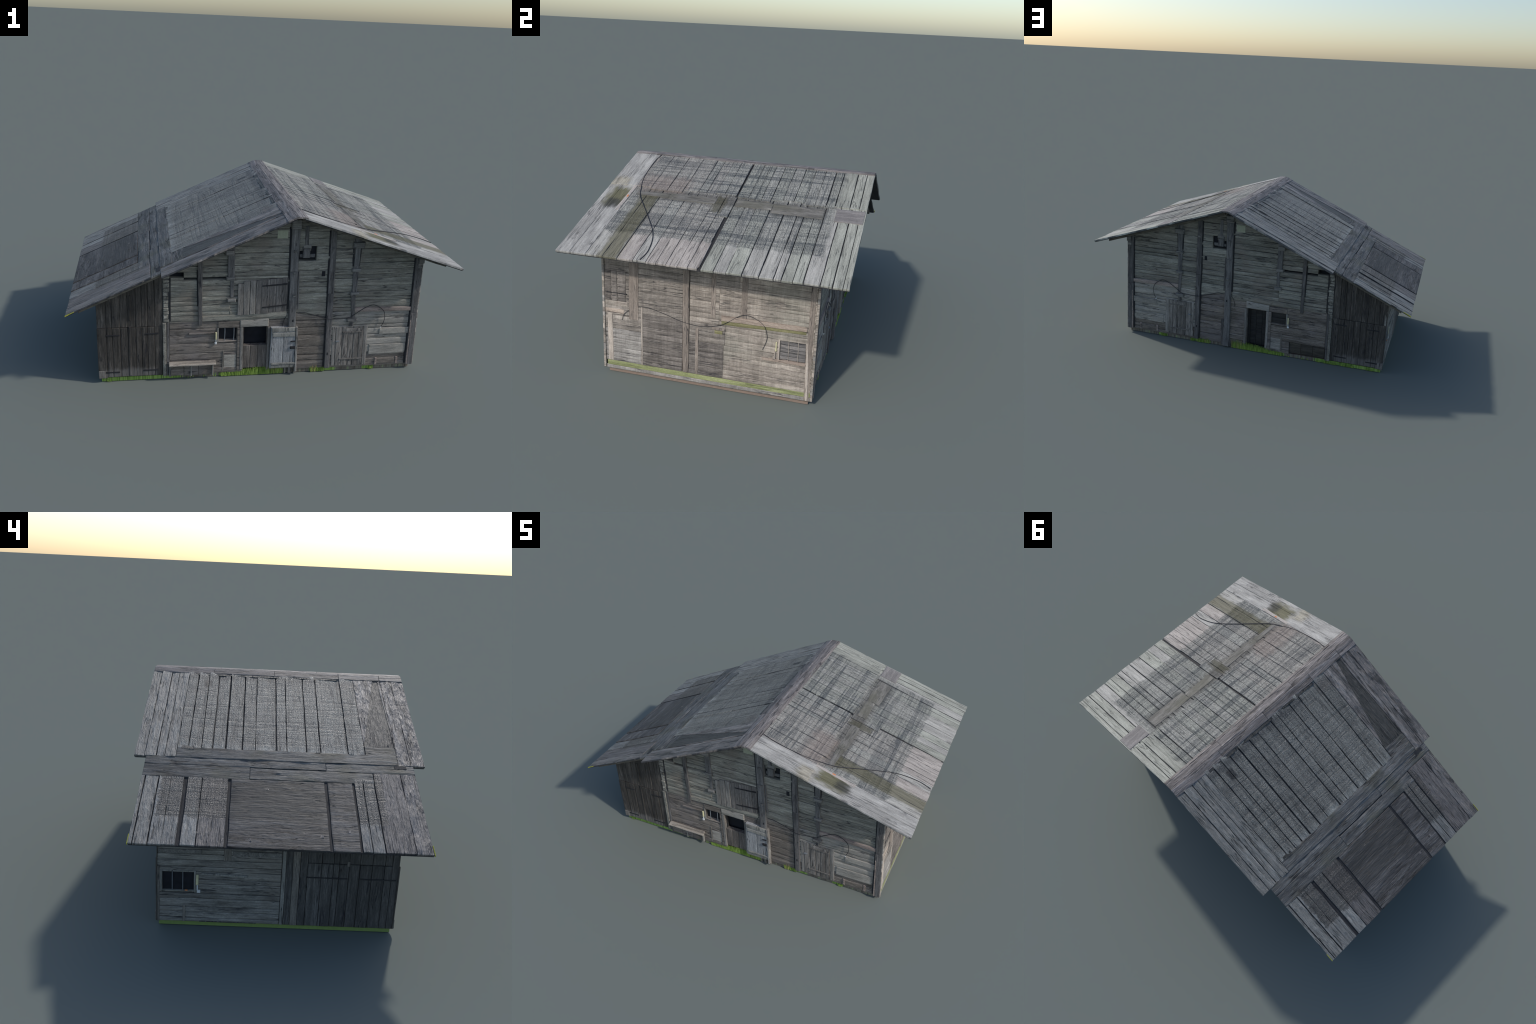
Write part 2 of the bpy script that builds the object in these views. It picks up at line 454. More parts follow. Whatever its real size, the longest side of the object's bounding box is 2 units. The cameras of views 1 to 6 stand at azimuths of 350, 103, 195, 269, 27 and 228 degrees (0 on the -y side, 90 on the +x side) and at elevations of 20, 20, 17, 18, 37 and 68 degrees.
# shaded side wall
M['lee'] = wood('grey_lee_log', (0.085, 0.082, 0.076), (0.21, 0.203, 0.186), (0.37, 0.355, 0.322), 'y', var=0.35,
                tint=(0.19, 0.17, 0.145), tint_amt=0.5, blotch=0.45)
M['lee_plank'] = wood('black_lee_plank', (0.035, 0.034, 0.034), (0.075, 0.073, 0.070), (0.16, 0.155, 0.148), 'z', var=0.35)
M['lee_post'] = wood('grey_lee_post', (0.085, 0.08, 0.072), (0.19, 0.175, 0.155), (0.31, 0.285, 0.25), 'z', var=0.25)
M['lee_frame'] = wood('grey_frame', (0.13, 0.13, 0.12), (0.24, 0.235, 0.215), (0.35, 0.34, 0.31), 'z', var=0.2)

# roof
NAVY = (0.030, 0.041, 0.054)
hatchR = ((0.10, 0.825), (-0.495, 0.497), 0.010, NAVY, (0.318, 0.318, 0.288), 0.95, 0.5, 1.0)
OLIVE = (0.115, 0.105, 0.055)
regR = [('x', 0.47, 0.55, 'y', -0.46, 0.46, 0.022, (0.120, 0.112, 0.10), 0.8),
        ('x', 0.49, 0.585, 'y', 0.21, 0.445, 0.016, (0.085, 0.086, 0.082), 0.7),
        ('x', 0.475, 0.60, 'y', -0.075, -0.020, 0.014, (0.085, 0.08, 0.048), 0.7),
        ('x', 0.36, 0.49, 'y', -0.50, -0.24, 0.03, (0.30, 0.225, 0.19), 0.4),
        ('x', 0.52, 1.05, 'y', -0.440, -0.3512, 0.014, OLIVE, 0.72)]
kwR = dict(joint=0.75, rough=0.66, spec=0.35, bump=0.7, depth=0.006, hatch=hatchR, regions=regR)
M['roof_pale'] = wood('pale_roof_board', (0.21, 0.204, 0.187), (0.39, 0.378, 0.348), (0.53, 0.51, 0.47), 'r', var=0.26, patch=0.4, crack=0.5, **kwR)
M['roof_green'] = wood('greenish_roof_board', (0.18, 0.184, 0.158), (0.325, 0.328, 0.285), (0.45, 0.448, 0.395), 'r', var=0.22, patch=0.4, crack=0.5, **kwR)
M['roof_pink'] = wood('pinkish_roof_board', (0.22, 0.195, 0.178), (0.405, 0.365, 0.333), (0.54, 0.50, 0.46), 'r', var=0.22, patch=0.4, crack=0.5, **kwR)
M['roof_moss'] = M['roof_pale']
regEdge = [('x', 0.49, 0.64, 'y', -0.605, -0.50, 0.024, (0.13, 0.122, 0.062), 0.9),
           ('x', 0.585, 0.655, 'y', -0.59, -0.52, 0.016, (0.035, 0.036, 0.038), 0.7),
           ('x', 0.40, 0.47, 'y', -0.66, -0.55, 0.025, (0.36, 0.32, 0.23), 0.6)]
M['roof_edge'] = wood('silver_roof_board', (0.19, 0.186, 0.176), (0.35, 0.34, 0.32), (0.48, 0.468, 0.44), 'r', var=0.15, patch=0.6, crack=0.5, blotch=0.25,
                      rough=0.66, spec=0.35, bump=0.7, depth=0.006, regions=regEdge)
M['roof_band'] = wood('purple_grey_batten', (0.12, 0.11, 0.107), (0.215, 0.20, 0.193), (0.32, 0.30, 0.285), 'y', var=0.15, rough=0.7)
M['roof_mid'] = wood('brown_grey_batten', (0.085, 0.081, 0.072), (0.165, 0.157, 0.141), (0.27, 0.258, 0.235), 'y', var=0.25, rough=0.7, patch=0.6,
                     tint=(0.10, 0.097, 0.07), tint_amt=0.6, blotch=0.4)
M['cap'] = wood('brown_ridge_board', (0.055, 0.048, 0.046), (0.19, 0.168, 0.158), (0.37, 0.338, 0.318), 'y', var=0.3, rough=0.6, spec=0.5, gscale=0.6, bump=1.0,
                depth=0.01, blotch=0.5)
hatchU = ((-0.455, 0.045), (-0.375, 0.50), 0.03, (0.035, 0.045, 0.060), (0.415, 0.412, 0.385), 0.55, 0.36, 0.6)
kwU = dict(joint=0.85, rough=0.44, spec=0.7, bump=1.0, depth=0.018, weave=(120, 260), undul=1.3)
regU = [('x', -0.045, 0.006, 'y', 0.333, 0.376, 0.010, (0.028, 0.031, 0.040), 0.9), ('x', 0.015, 0.05, 'y', -0.20, 0.46, 0.012, (0.045, 0.052, 0.065), 0.55),
        ('x', -0.02, 0.05, 'y', -0.39, -0.30, 0.02, (0.21, 0.18, 0.165), 0.5)]
M['roof_grey'] = wood('blue_grey_roof_board', (0.120, 0.120, 0.112), (0.31, 0.307, 0.28), (0.54, 0.53, 0.48), 'r', var=0.28, patch=0.65, hatch=hatchU, regions=regU, **kwU)
M['roof_lilac'] = wood('silver_lee_board', (0.108, 0.105, 0.098), (0.265, 0.258, 0.238), (0.44, 0.425, 0.39), 'r', var=0.2, patch=0.55, **kwU)
M['roof_tar'] = wood('dark_roof_board', (0.031, 0.030, 0.028), (0.060, 0.057, 0.052), (0.12, 0.114, 0.104), 'r', var=0.1, knots=0.1, **kwU)
M['roof_brown'] = wood('purple_brown_roof_board', (0.070, 0.061, 0.056), (0.205, 0.180, 0.163), (0.40, 0.36, 0.33), 'r', var=0.2, gscale=0.55, blotch=0.85, knots=0.8, patch=0.6, **kwU)
kwJ = dict(kwU, joint=0.0, depth=0.008, undul=0.5, spec=0.3, rough=0.6)
M['roof_join'] = wood('mossy_grey_batten', (0.050, 0.051, 0.054), (0.122, 0.121, 0.117), (0.265, 0.26, 0.245), 'y', var=0.3, tint=(0.105, 0.105, 0.078), tint_amt=0.7, patch=0.6,
                      blotch=0.5, gscale=0.8, **kwJ)
hatchL = ((-0.865, -0.60), (-0.43, 0.50), 0.008, (0.035, 0.034, 0.042), (0.20, 0.193, 0.18), 0.7, 0.6, 1.5)
M['lean_pale'] = wood('pale_lean_to_board', (0.11, 0.11, 0.106), (0.26, 0.256, 0.243), (0.43, 0.415, 0.385), 'r', var=0.25, patch=0.6, hatch=hatchL, **kwU)
M['lean_dark'] = wood('dark_lean_to_board', (0.043, 0.040, 0.041), (0.102, 0.096, 0.092), (0.225, 0.212, 0.20), 'y', var=0.1, patch=0.75, blotch=0.5, gscale=0.6,
                      regions=[('x', -0.865, -0.66, 'y', -0.19, 0.21, 0.02, (0.066, 0.063, 0.058), 0.7)], **kwJ)
M['lean_brown'] = wood('brown_lean_to_board', (0.085, 0.074, 0.072), (0.165, 0.147, 0.142), (0.29, 0.265, 0.25), 'r', var=0.2, hatch=hatchL, blotch=0.3, **kwU)
M['under'] = wood('dark_sheathing', (0.018, 0.018, 0.021), (0.036, 0.035, 0.037), (0.07, 0.066, 0.062), 'r', var=0.1)  # deck colour kept very dark so seams between roof boards look shaded
M['rafter'] = wood('rafter_wood', (0.055, 0.05, 0.042), (0.12, 0.11, 0.09), (0.21, 0.19, 0.155), 'x', var=0.2)
M['lichen'] = plain('yellow_lichen', (0.40, 0.40, 0.06), 0.95, vary=0.35, scale=150)

# ------------------------------------------------------------------ the barn
barn = empty('wooden_barn', None)
barn['label'] = 'weathered grey timber barn with boarded gable roof and lean-to'
barn['category'] = 'barn'

# ---- foundation
fnd = box('foundation', (-0.832, -0.482, 0.001), (0.832, 0.482, 0.022), M['soil'], barn)
box('sill_board', (0.830, -0.487, 0.0), (0.8375, 0.487, 0.021), M['soil'], fnd)
box('grass_kerb', (-0.8480, -0.487, 0.0), (-0.830, 0.487, 0.021), M['green'], fnd)
for sd in (-1, 1):
    a, b = sorted((sd * 0.480, sd * 0.4875))
    box('turf_edge', (-0.8470, a, 0.0003), (0.8300, b, 0.0215), M['turf'], fnd)


def gable_poly(inset):
    xs = [-0.845, -0.536, RIDGE[0], 0.845]
    pts = [(-0.845, FLOOR), (0.820, FLOOR)]
    for x in (0.808, RIDGE_R[0], RIDGE_U[0], -0.534, -0.536, -0.845):
        pts.append((x, under_roof(x) - inset))
    return pts


def clamp(x):
    return under_roof(x) - 0.0005


def gable(sd):
    """one gable wall; sd = -1 for the yard side with the bench, +1 for the far side"""
    N = (0, sd, 0)
    yard = sd < 0
    y_in, y_bk = sd * 0.468, sd * 0.452
    wall = prism('gable_wall', gable_poly(0.004), min(y_in, y_bk), max(y_in, y_bk), M['void'], barn)
    cut = box('door_cutter', (-0.114, -0.6, 0.03), (0.019, 0.6, 0.2895), M['void'], None)
    md = wall.modifiers.new('opening', 'BOOLEAN')
    md.object, md.operation, md.solver = cut, 'DIFFERENCE', 'EXACT'
    ev = wall.evaluated_get(bpy.context.evaluated_depsgraph_get())
    wall.data = bpy.data.meshes.new_from_object(ev)
    wall.modifiers.clear()
    bpy.data.objects.remove(cut)

    def face(name, x0, x1, z0, z1, y, mat, along='x', parent=wall, t=None, x0t=None, x1t=None, z0r=None, z1r=None, **kw):
        """timber on the wall face; y = distance of its face from the centre plane"""
        t = (y - 0.466) if t is None else t
        x0t = x0 if x0t is None else x0t
        x1t = x1 if x1t is None else x1t
        z0r = z0 if z0r is None else z0r
        z1r = z1 if z1r is None else z1r
        a, b, c, d = (x0, sd * y, z0), (x1, sd * y, z0r), (x1t, sd * y, z1r), (x0t, sd * y, z1)
        if along == 'z':
            a, b, c, d = a, d, c, b
        return board(name, a, b, c, d, N, t, M[mat] if isinstance(mat, str) else mat, parent, **kw)

    def row(x0, x1, z0, z1, mat, name='log', holes=(), tilt=0.0, y=0.497):
        """one course of logs, interrupted by openings"""
        segs = [(x0, x1)]
        for hx0, hx1, hz0, hz1 in holes:
            if z0 < hz1 - 0.004 and z1 > hz0 + 0.004:
                out = []
                for a, b in segs:
                    if hx1 <= a or hx0 >= b:
                        out.append((a, b))
                    else:
                        if hx0 - a > 0.012:
                            out.append((a, hx0))
                        if b - hx1 > 0.012:
                            out.append((hx1, b))
                segs = out
        for a, b in segs:
            mx = max(under_roof(a), under_roof(b), under_roof(min(max(RIDGE[0], a), b)))
            if mx < z0 + 0.004:
                continue
            g = random.choice([0.0003, 0.0003, 0.0006, 0.0015])
            dy = random.uniform(-0.0016, 0.0014)
            face(name, a, b, z0 + g, z1 - g, y + dy, mat, bulge=min(0.0018, (z1 - z0) * 0.04), wob=0.0018,
                 relief=0.0011, edge=0.0018, clampf=clamp, step=0.016)

    DOOR = (-0.112, 0.017, 0.02, 0.289)
    WIN = (-0.242, -0.146, 0.215, 0.288)
    NICHE = (0.150, 0.252, 0.660, 0.735)
    SQ = (0.288, 0.307, 0.569, 0.597)
    SLIT = (-0.425, -0.165, 0.5635, 0.577)
    SLIT2 = (-0.498, -0.425, 0.592, 0.606)
    holes1 = [DOOR, WIN, SLIT, SLIT2]
    if not yard:
        holes1.append((-0.497, -0.268, 0.03, 0.103))
    # courses left of the king post
    z1 = [0.021, 0.060, 0.103, 0.146, 0.203, 0.255, 0.2885, 0.330]
    for a, b in zip(z1, z1[1:]):
        row(-0.497, 0.135, a, b, 'log_brown', holes=holes1, y=0.494)
    z1 = [0.330, 0.365, 0.388, 0.421, 0.446, 0.471, 0.503, 0.528, 0.5635, 0.577, 0.6065, 0.638, 0.671, 0.705, 0.739, 0.783, 0.83, 0.88, 0.93]
    for i, (a, b) in enumerate(zip(z1, z1[1:])):
        # every second course is butted behind the posts
        cuts = [-0.497, -0.345, -0.188, 0.135]
        for c0, c1 in zip(cuts, cuts[1:]):
            row(c0, c1, a, b, 'log', holes=holes1)
    # middle bay
    z2 = [0.021, 0.072, 0.107, 0.159, 0.227, 0.273, 0.318]
    for a, b in zip(z2, z2[1:]):
        row(0.150, 0.345, a, b, 'log_brown', y=0.494)
    face('log', 0.15, 0.345, 0.319, 0.365, 0.495, 'log_brown', z1r=0.328, bulge=0.002, relief=0.0015)
    face('log', 0.15, 0.345, 0.367, 0.416, 0.497, 'log', z0r=0.330, bulge=0.002, relief=0.0012)
    z2 = [0.4165, 0.446, 0.473, 0.509, 0.538, 0.574, 0.603, 0.656, 0.694, 0.735, 0.775, 0.815, 0.86, 0.91]
    for a, b in zip(z2, z2[1:]):
        row(0.150, 0.340, a, b, 'log', holes=[NICHE])
    # right bay
    z3 = [0.021, 0.045, 0.070, 0.097]
    for a, b in zip(z3, z3[1:]):
        row(0.355, 0.815, a, b, 'log_brown', y=0.495)
    z3 = [0.097, 0.154, 0.193, 0.220, 0.258, 0.280, 0.318, 0.360]
    for a, b in zip(z3, z3[1:]):
        row(0.355, 0.812, a, b, 'log_pale', y=0.496)
    z3 = [0.360, 0.385, 0.423, 0.444, 0.476, 0.508, 0.552, 0.572, 0.603, 0.641, 0.666, 0.718, 0.77]
    for a, b in zip(z3, z3[1:]):
        for c0, c1 in ((0.345, 0.470), (0.470, 0.805)):
            row(c0, c1, a, b, 'log')
    face('log', 0.34, 0.47, 0.770, 0.83, 0.497, 'log', clampf=clamp)

    # lean-to gable: upright planks above a wide double door
    xs = [-0.8615, -0.815, -0.786, -0.746, -0.707, -0.667, -0.638, -0.608, -0.573, -0.533]
    for a, b in zip(xs, xs[1:]):
        face('plank', a + 0.0005, b - 0.0005, 0.313, 0.70, 0.4955 + random.uniform(-0.001, 0.001), 'lean', 'z', clampf=clamp, t=0.004 if a < -0.85 else None,
             edge=0.0015, relief=0.0006)
    for a, b in zip(xs[1:-2], xs[2:-1]):
        face('plank', a + 0.0006, b - 0.0006, 0.029, 0.3115, 0.498 + random.uniform(-0.001, 0.0012), 'lean', 'z', edge=0.0016, wob=0.0008,
             ragged=0.001)
    face('plank', -0.8615, -0.8155, 0.024, 0.312, 0.499, 'lean', 'z', t=0.006)
    face('plank', -0.5725, -0.533, 0.026, 0.3125, 0.4955, 'lean', 'z')
    face('plank', -0.8600, -0.827, 0.024, 0.068, 0.501, 'shutter', 'z', t=0.007)
    face('batten', -0.705, -0.692, 0.034, 0.318, 0.5005, 'lean', 'z', t=0.006)
    face('batten', -0.700, -0.690, 0.35, 0.49, 0.4985, 'lean', 'z', t=0.006)
    for (hx0, hx1, hz) in ((-0.818, -0.748, 0.271), (-0.825, -0.753, 0.058), (-0.634, -0.555, 0.062), (-0.622, -0.552, 0.274)):
        face('hinge', hx0, hx1, hz - 0.0035, hz + 0.0035, 0.5015, 'iron', t=0.006, relief=0.0, wob=0.0004)

    # stacked log ends at the joint with the lean-to
    face('post', -0.5325, -0.4965, 0.332, 0.62, 0.4935, 'post', 'z', clampf=clamp)
    z = 0.333
    while z < 0.59:
        h = random.uniform(0.016, 0.026)
        face('log_end', -0.531 + random.uniform(0, 0.003), -0.4985 + random.uniform(-0.007, 0.003), z, z + h - 0.003,
             0.500 + random.uniform(-0.002, 0.004), 'log_end', relief=0.002, wob=0.002, edge=0.004, clampf=clamp, step=0.01)
        z += h
    face('post', -0.532, -0.514, 0.022, 0.332, 0.502, 'log_end', 'z', relief=0.0014)
    face('post', -0.513, -0.498, 0.100, 0.332, 0.4985, 'post', 'z')
    face('post', -0.513, -0.500, 0.022, 0.098, 0.499, 'post', 'z')

    # posts on the face of the wall
    face('post', -0.349, -0.330, 0.312, 0.70, 0.506, 'post', 'z', x0t=-0.3575, x1t=-0.332, clampf=clamp)
    face('post', -0.204, -0.1695, 0.578, 0.76, 0.506, 'post_grey', 'z', x0t=-0.207, x1t=-0.172, clampf=clamp)
    face('corbel', -0.219, -0.176, 0.697, 0.724, 0.514, 'bracket', relief=0.002, edge=0.005, clampf=clamp)
    face('corbel', -0.211, -0.166, 0.560, 0.580, 0.511, 'bracket', relief=0.0015, edge=0.004)
    face('post', -0.189, -0.171, 0.465, 0.560, 0.503, 'post_grey', 'z')
    face('corbel', -0.204, -0.159, 0.440, 0.460, 0.510, 'bracket', relief=0.0015, edge=0.004)
    face('post', 0.3435, 0.3725, 0.024, 0.47, 0.506, 'post', 'z', x0t=0.3285, x1t=0.3605)
    face('post', 0.3285, 0.3605, 0.4705, 0.86, 0.5062, 'post', 'z', x0t=0.317, x1t=0.348, clampf=clamp)
    face('peg', 0.331, 0.347, 0.717, 0.731, 0.511, 'bracket', t=0.01)
    face('keyhole', 0.351, 0.357, 0.106, 0.122, 0.5074, 'void', t=0.004, relief=0)
    if yard:
        face('post', 0.1255, 0.1655, 0.287, 0.60, 0.508, 'post_grey', 'z', x0t=0.117, x1t=0.158)
    else:
        face('post', 0.131, 0.172, 0.008, 0.60, 0.508, 'post_grey', 'z', x0t=0.117, x1t=0.158)
        face('post', 0.172, 0.186, 0.010, 0.19, 0.5, 'post', 'z')
        face('post', 0.119, 0.131, 0.006, 0.08, 0.499, 'post', 'z', x0t=0.126)
    face('post', 0.117, 0.158, 0.6005, 0.832, 0.5082, 'post_grey', 'z', x0t=0.113, x1t=0.158)
    face('corbel', 0.110, 0.162, 0.832, 0.880, 0.514, 'bracket', relief=0.002, edge=0.005, clampf=clamp)
    face('strip', 0.1685, 0.176, 0.385, 0.60, 0.502, 'post', 'z', x0t=0.160, x1t=0.168)
    for px, pz in ((0.137, 0.713), (0.140, 0.594), (0.145, 0.467)):
        face('peg', px - 0.008, px + 0.007, pz - 0.006, pz + 0.007, 0.5145, 'bracket', t=0.01, edge=0.004)
    face('mortise', 0.1445, 0.153, 0.315, 0.329, 0.5092, 'void', t=0.004, relief=0)
    face('post', 0.457, 0.484, 0.600, 0.80, 0.506, 'post_grey', 'z', x0t=0.4505, x1t=0.486, clampf=clamp)
    face('corbel', 0.440, 0.503, 0.724, 0.757, 0.516, 'bracket', relief=0.002, edge=0.006, clampf=clamp)
    face('corbel', 0.447, 0.496, 0.592, 0.612, 0.512, 'bracket', edge=0.004, relief=0.0015)
    face('post', 0.460, 0.487, 0.472, 0.592, 0.505, 'post_grey', 'z', x0t=0.456, x1t=0.484)
    face('corbel', 0.451, 0.499, 0.457, 0.476, 0.511, 'bracket', edge=0.004, relief=0.0015)
    face('post', 0.471, 0.490, 0.322, 0.457, 0.503, 'post', 'z', x0t=0.458, x1t=0.482)
    face('corbel', 0.446, 0.500, 0.300, 0.323, 0.512, 'bracket', edge=0.005, relief=0.002)
    face('corbel', 0.464, 0.487, 0.276, 0.300, 0.506, 'post', edge=0.005)
    # corner post with its stepped head
    face('corner_post', 0.815, 0.8520, 0.024, 0.345, 0.5075, 'post', 'z', x0t=0.803, x1t=0.8415, t=0.0112, relief=0.0016)
    face('corner_post', 0.803, 0.8415, 0.3455, 0.70, 0.5077, 'post', 'z', x0t=0.794, x1t=0.834, t=0.0112, clampf=clamp, relief=0.0014)
    face('strip', 0.8135, 0.821, 0.026, 0.30, 0.5095, 'beam', 'z', t=0.01, x0t=0.8065, x1t=0.812)
    face('corbel', 0.812, 0.842, 0.632, 0.665, 0.511, 'bracket', edge=0.003, clampf=clamp, t=0.014)
    face('corbel', 0.808, 0.837, 0.604, 0.632, 0.5095, 'bracket', edge=0.003, t=0.014)
    # horizontal boards of the right bay
    face('board', 0.484, 0.803, 0.3600, 0.385, 0.506, 'beam', z1r=0.380, z0r=0.3575)
    face('board', 0.638, 0.806, 0.219, 0.2535, 0.503, 'log_pale', z1r=0.2575)
    face('board', 0.590, 0.795, 0.097, 0.155, 0.502, 'log_pale')
    face('board', 0.64, 0.75, 0.033, 0.064, 0.4985, 'log_brown')
    for bx in (0.632, 0.752):
        face('batten', bx, bx + 0.013, 0.028, 0.072, 0.500, 'beam', 'z')
    for gx0, gx1, gz0, gz1, tx0, tx1 in ((0.1135, 0.121, 0.385, 0.84, 0.1035, 0.113), (0.335, 0.3435, 0.03, 0.47, 0.323, 0.3285), (0.3215, 0.3285, 0.4705, 0.82, 0.3115, 0.317),
                                         (0.804, 0.815, 0.03, 0.345, 0.797, 0.803), (0.797, 0.803, 0.3455, 0.66, 0.788, 0.794), (-0.4965, -0.490, 0.34, 0.58, -0.4965, -0.491),
                                         (0.449, 0.457, 0.62, 0.72, 0.4435, 0.4505), (0.4835, 0.489, 0.62, 0.72, 0.486, 0.491), (-0.3575, -0.351, 0.42, 0.62, -0.361, -0.3565)):
        face('joint', gx0, gx1, gz0, gz1, 0.4998, 'joint', 'z', t=0.003, x0t=tx0, x1t=tx1, relief=0, edge=0.0004, wob=0.0012, clampf=clamp)  # thin dark strips modelled as the shadow lines beside the posts
    # boarded door with ledges
    dr = empty('shutter', wall)
    xs = [0.382, 0.401, 0.438, 0.470, 0.500, 0.530, 0.556, 0.581]
    ms = ['shutter_pale', 'shutter', 'shutter', 'shutter', 'shutter', 'shutter', 'shutter_pale']
    for k, (a, b) in enumerate(zip(xs, xs[1:])):
        sh = -0.009
        face('plank', a, b - 0.001, 0.034, 0.272 - 0.002 * (k % 2), 0.5005 + 0.001 * (k % 3), ms[k], 'z', parent=dr,
             x0t=a + sh, x1t=b + sh - 0.001, ragged=0.002)
    face('ledge', 0.430, 0.545, 0.236, 0.243, 0.5055, 'shutter', parent=dr, t=0.008)
    face('ledge', 0.425, 0.552, 0.071, 0.0785, 0.5055, 'shutter', parent=dr, t=0.008)
    face('ledge', 0.444, 0.528, 0.2435, 0.262, 0.5040, 'shutter', parent=dr, t=0.006)
    face('handle', 0.395, 0.415, 0.184, 0.189, 0.508, 'bar', parent=dr, t=0.008)
    # sill beam over the ground floor, lintel, jambs
    face('sill_beam', -0.331, 0.1145, 0.3335, 0.360, 0.503, 'log', z0r=0.347, z1r=0.378, relief=0.0014)
    face('sill_beam', -0.497, -0.3495, 0.3285, 0.331, 0.498, 'log_brown')
    face('lintel', -0.131, 0.020, 0.292, 0.330, 0.502, 'log_pale', z1r=0.339, relief=0.0014, edge=0.004)
    face('lintel', -0.247, -0.133, 0.2905, 0.328, 0.499, 'log_brown')
    face('jamb', -0.143, -0.127, 0.036, 0.2885, 0.500, 'log_brown', 'z', x0t=-0.145)
    face('jamb', -0.1265, -0.110, 0.040, 0.2905, 0.502, 'shutter_pale', 'z', x0t=-0.130, x1t=-0.114)
    face('jamb', 0.0185, 0.033, 0.046, 0.288, 0.502, 'shutter_pale' if not yard else 'shutter', 'z', x0t=0.0165, x1t=0.0315)
    face('jamb', -0.2505, -0.2425, 0.208, 0.290, 0.5, 'lee_frame', 'z')
    # dark plates and planks coloured for the shade inside the openings
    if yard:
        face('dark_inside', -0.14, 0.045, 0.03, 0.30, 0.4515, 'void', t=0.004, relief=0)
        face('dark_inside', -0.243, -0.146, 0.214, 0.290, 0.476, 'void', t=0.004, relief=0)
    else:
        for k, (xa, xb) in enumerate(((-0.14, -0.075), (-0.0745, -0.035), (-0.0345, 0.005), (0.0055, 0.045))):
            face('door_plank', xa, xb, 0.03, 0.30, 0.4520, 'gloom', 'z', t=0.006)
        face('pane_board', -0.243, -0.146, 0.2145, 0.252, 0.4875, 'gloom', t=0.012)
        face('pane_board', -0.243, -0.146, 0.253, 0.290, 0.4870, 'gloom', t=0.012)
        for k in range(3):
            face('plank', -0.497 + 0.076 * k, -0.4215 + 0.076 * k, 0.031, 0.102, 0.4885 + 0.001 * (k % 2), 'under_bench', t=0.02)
    # thickness of the wall seen in the opening
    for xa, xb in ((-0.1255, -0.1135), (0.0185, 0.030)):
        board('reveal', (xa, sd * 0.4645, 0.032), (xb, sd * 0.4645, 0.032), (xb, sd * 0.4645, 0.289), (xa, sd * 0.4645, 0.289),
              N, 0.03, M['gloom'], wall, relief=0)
    face('sill', -0.243, -0.144, 0.2065, 0.2155, 0.497, 'log_brown', edge=0.003, relief=0.0025)
    if yard:
        dh = empty('half_door', wall)
        for a, b in ((-0.110, -0.070), (-0.0695, -0.030), (-0.0295, 0.018)):
            face('plank', a, b - 0.0004, 0.042, 0.178, 0.492, 'door_half', 'z', parent=dh, wob=0.0004)
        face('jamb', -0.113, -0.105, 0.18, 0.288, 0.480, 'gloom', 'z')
        for x in (-0.211, -0.163):
            tube('window_bar', [(x, sd * 0.493, 0.212), (x + 0.001, sd * 0.495, 0.25), (x + 0.001, sd * 0.493, 0.291)], 0.0022, M['bar'], wall)
    # scrubbing brush hanging by the window
    br = empty('brush', wall)
    face('handle', -0.2605, -0.2525, 0.227, 0.268, 0.506, 'brush_y', 'z', parent=br, t=0.008)
    face('ferrule', -0.2595, -0.2545, 0.208, 0.227, 0.505, 'brush_w', 'z', parent=br, t=0.006)
    face('bristle', -0.264, -0.252, 0.200, 0.2105, 0.507, 'brush_w', parent=br, t=0.008, edge=0.004)
    face('ledge', -0.398, -0.266, 0.260, 0.269, 0.503, 'log_brown', t=0.03)
    face('batten', -0.220, -0.2135, 0.034, 0.156, 0.4975, 'lee_post', 'z', t=0.02)
    face('crossbar', -0.2130, -0.145, 0.130, 0.141, 0.4965, 'log_brown', t=0.02)
    face('plank', -0.2125, -0.146, 0.03, 0.1295, 0.4955, 'log_pale', t=0.02)
    # niche with a broken post stub, pale sheet
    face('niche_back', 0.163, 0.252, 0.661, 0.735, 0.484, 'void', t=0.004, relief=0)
    face('log', 0.163, 0.2235, 0.708, 0.734, 0.4905, 'log', t=0.008)
    face('log', 0.166, 0.247, 0.672, 0.690, 0.4905, 'post_grey', t=0.008)
    face('post', 0.1865, 0.2065, 0.742, 0.845, 0.501, 'post_grey', 'z', x0t=0.183, x1t=0.203, clampf=clamp)
    face('corbel', 0.178, 0.223, 0.722, 0.747, 0.500, 'bracket', edge=0.004, relief=0.002)
    face('post', 0.180, 0.217, 0.673, 0.722, 0.503, 'post_grey', 'z')
    face('sheet', 0.0405, 0.097, 0.7795, 0.8235, 0.5005, 'paper', t=0.003, relief=0.0004, clampf=clamp)
    face('dark_square_plate', 0.288, 0.306, 0.569, 0.597, 0.5005, 'void', t=0.004, relief=0)  # small near-black square plate, set slightly proud of the logs
    # cable drooping along the wall
    cz = [(0.173, 0.363), (0.207, 0.366), (0.242, 0.355), (0.293, 0.338), (0.328, 0.329), (0.364, 0.323), (0.415, 0.322),
          (0.457, 0.330), (0.486, 0.348), (0.519, 0.371), (0.553, 0.391), (0.587, 0.400), (0.62, 0.386), (0.647, 0.362),
          (0.657, 0.329), (0.653, 0.295), (0.640, 0.266)]
    yc = lambda x: sd * (0.5095 if 0.32 < x < 0.375 else (0.5085 if 0.45 < x < 0.66 else 0.502))
    tube('cable', [(x, yc(x), z) for x, z in cz], 0.0016, M['cable'], wall)
    face('plug', 0.637, 0.643, 0.262, 0.268, 0.511, 'brush_w', t=0.006)
    tube('cable', [(0.117, sd * 0.503, 0.356), (0.106, sd * 0.501, 0.335), (0.098, sd * 0.500, 0.31), (0.096, sd * 0.4995, 0.288)], 0.0014, M['cable'], wall)

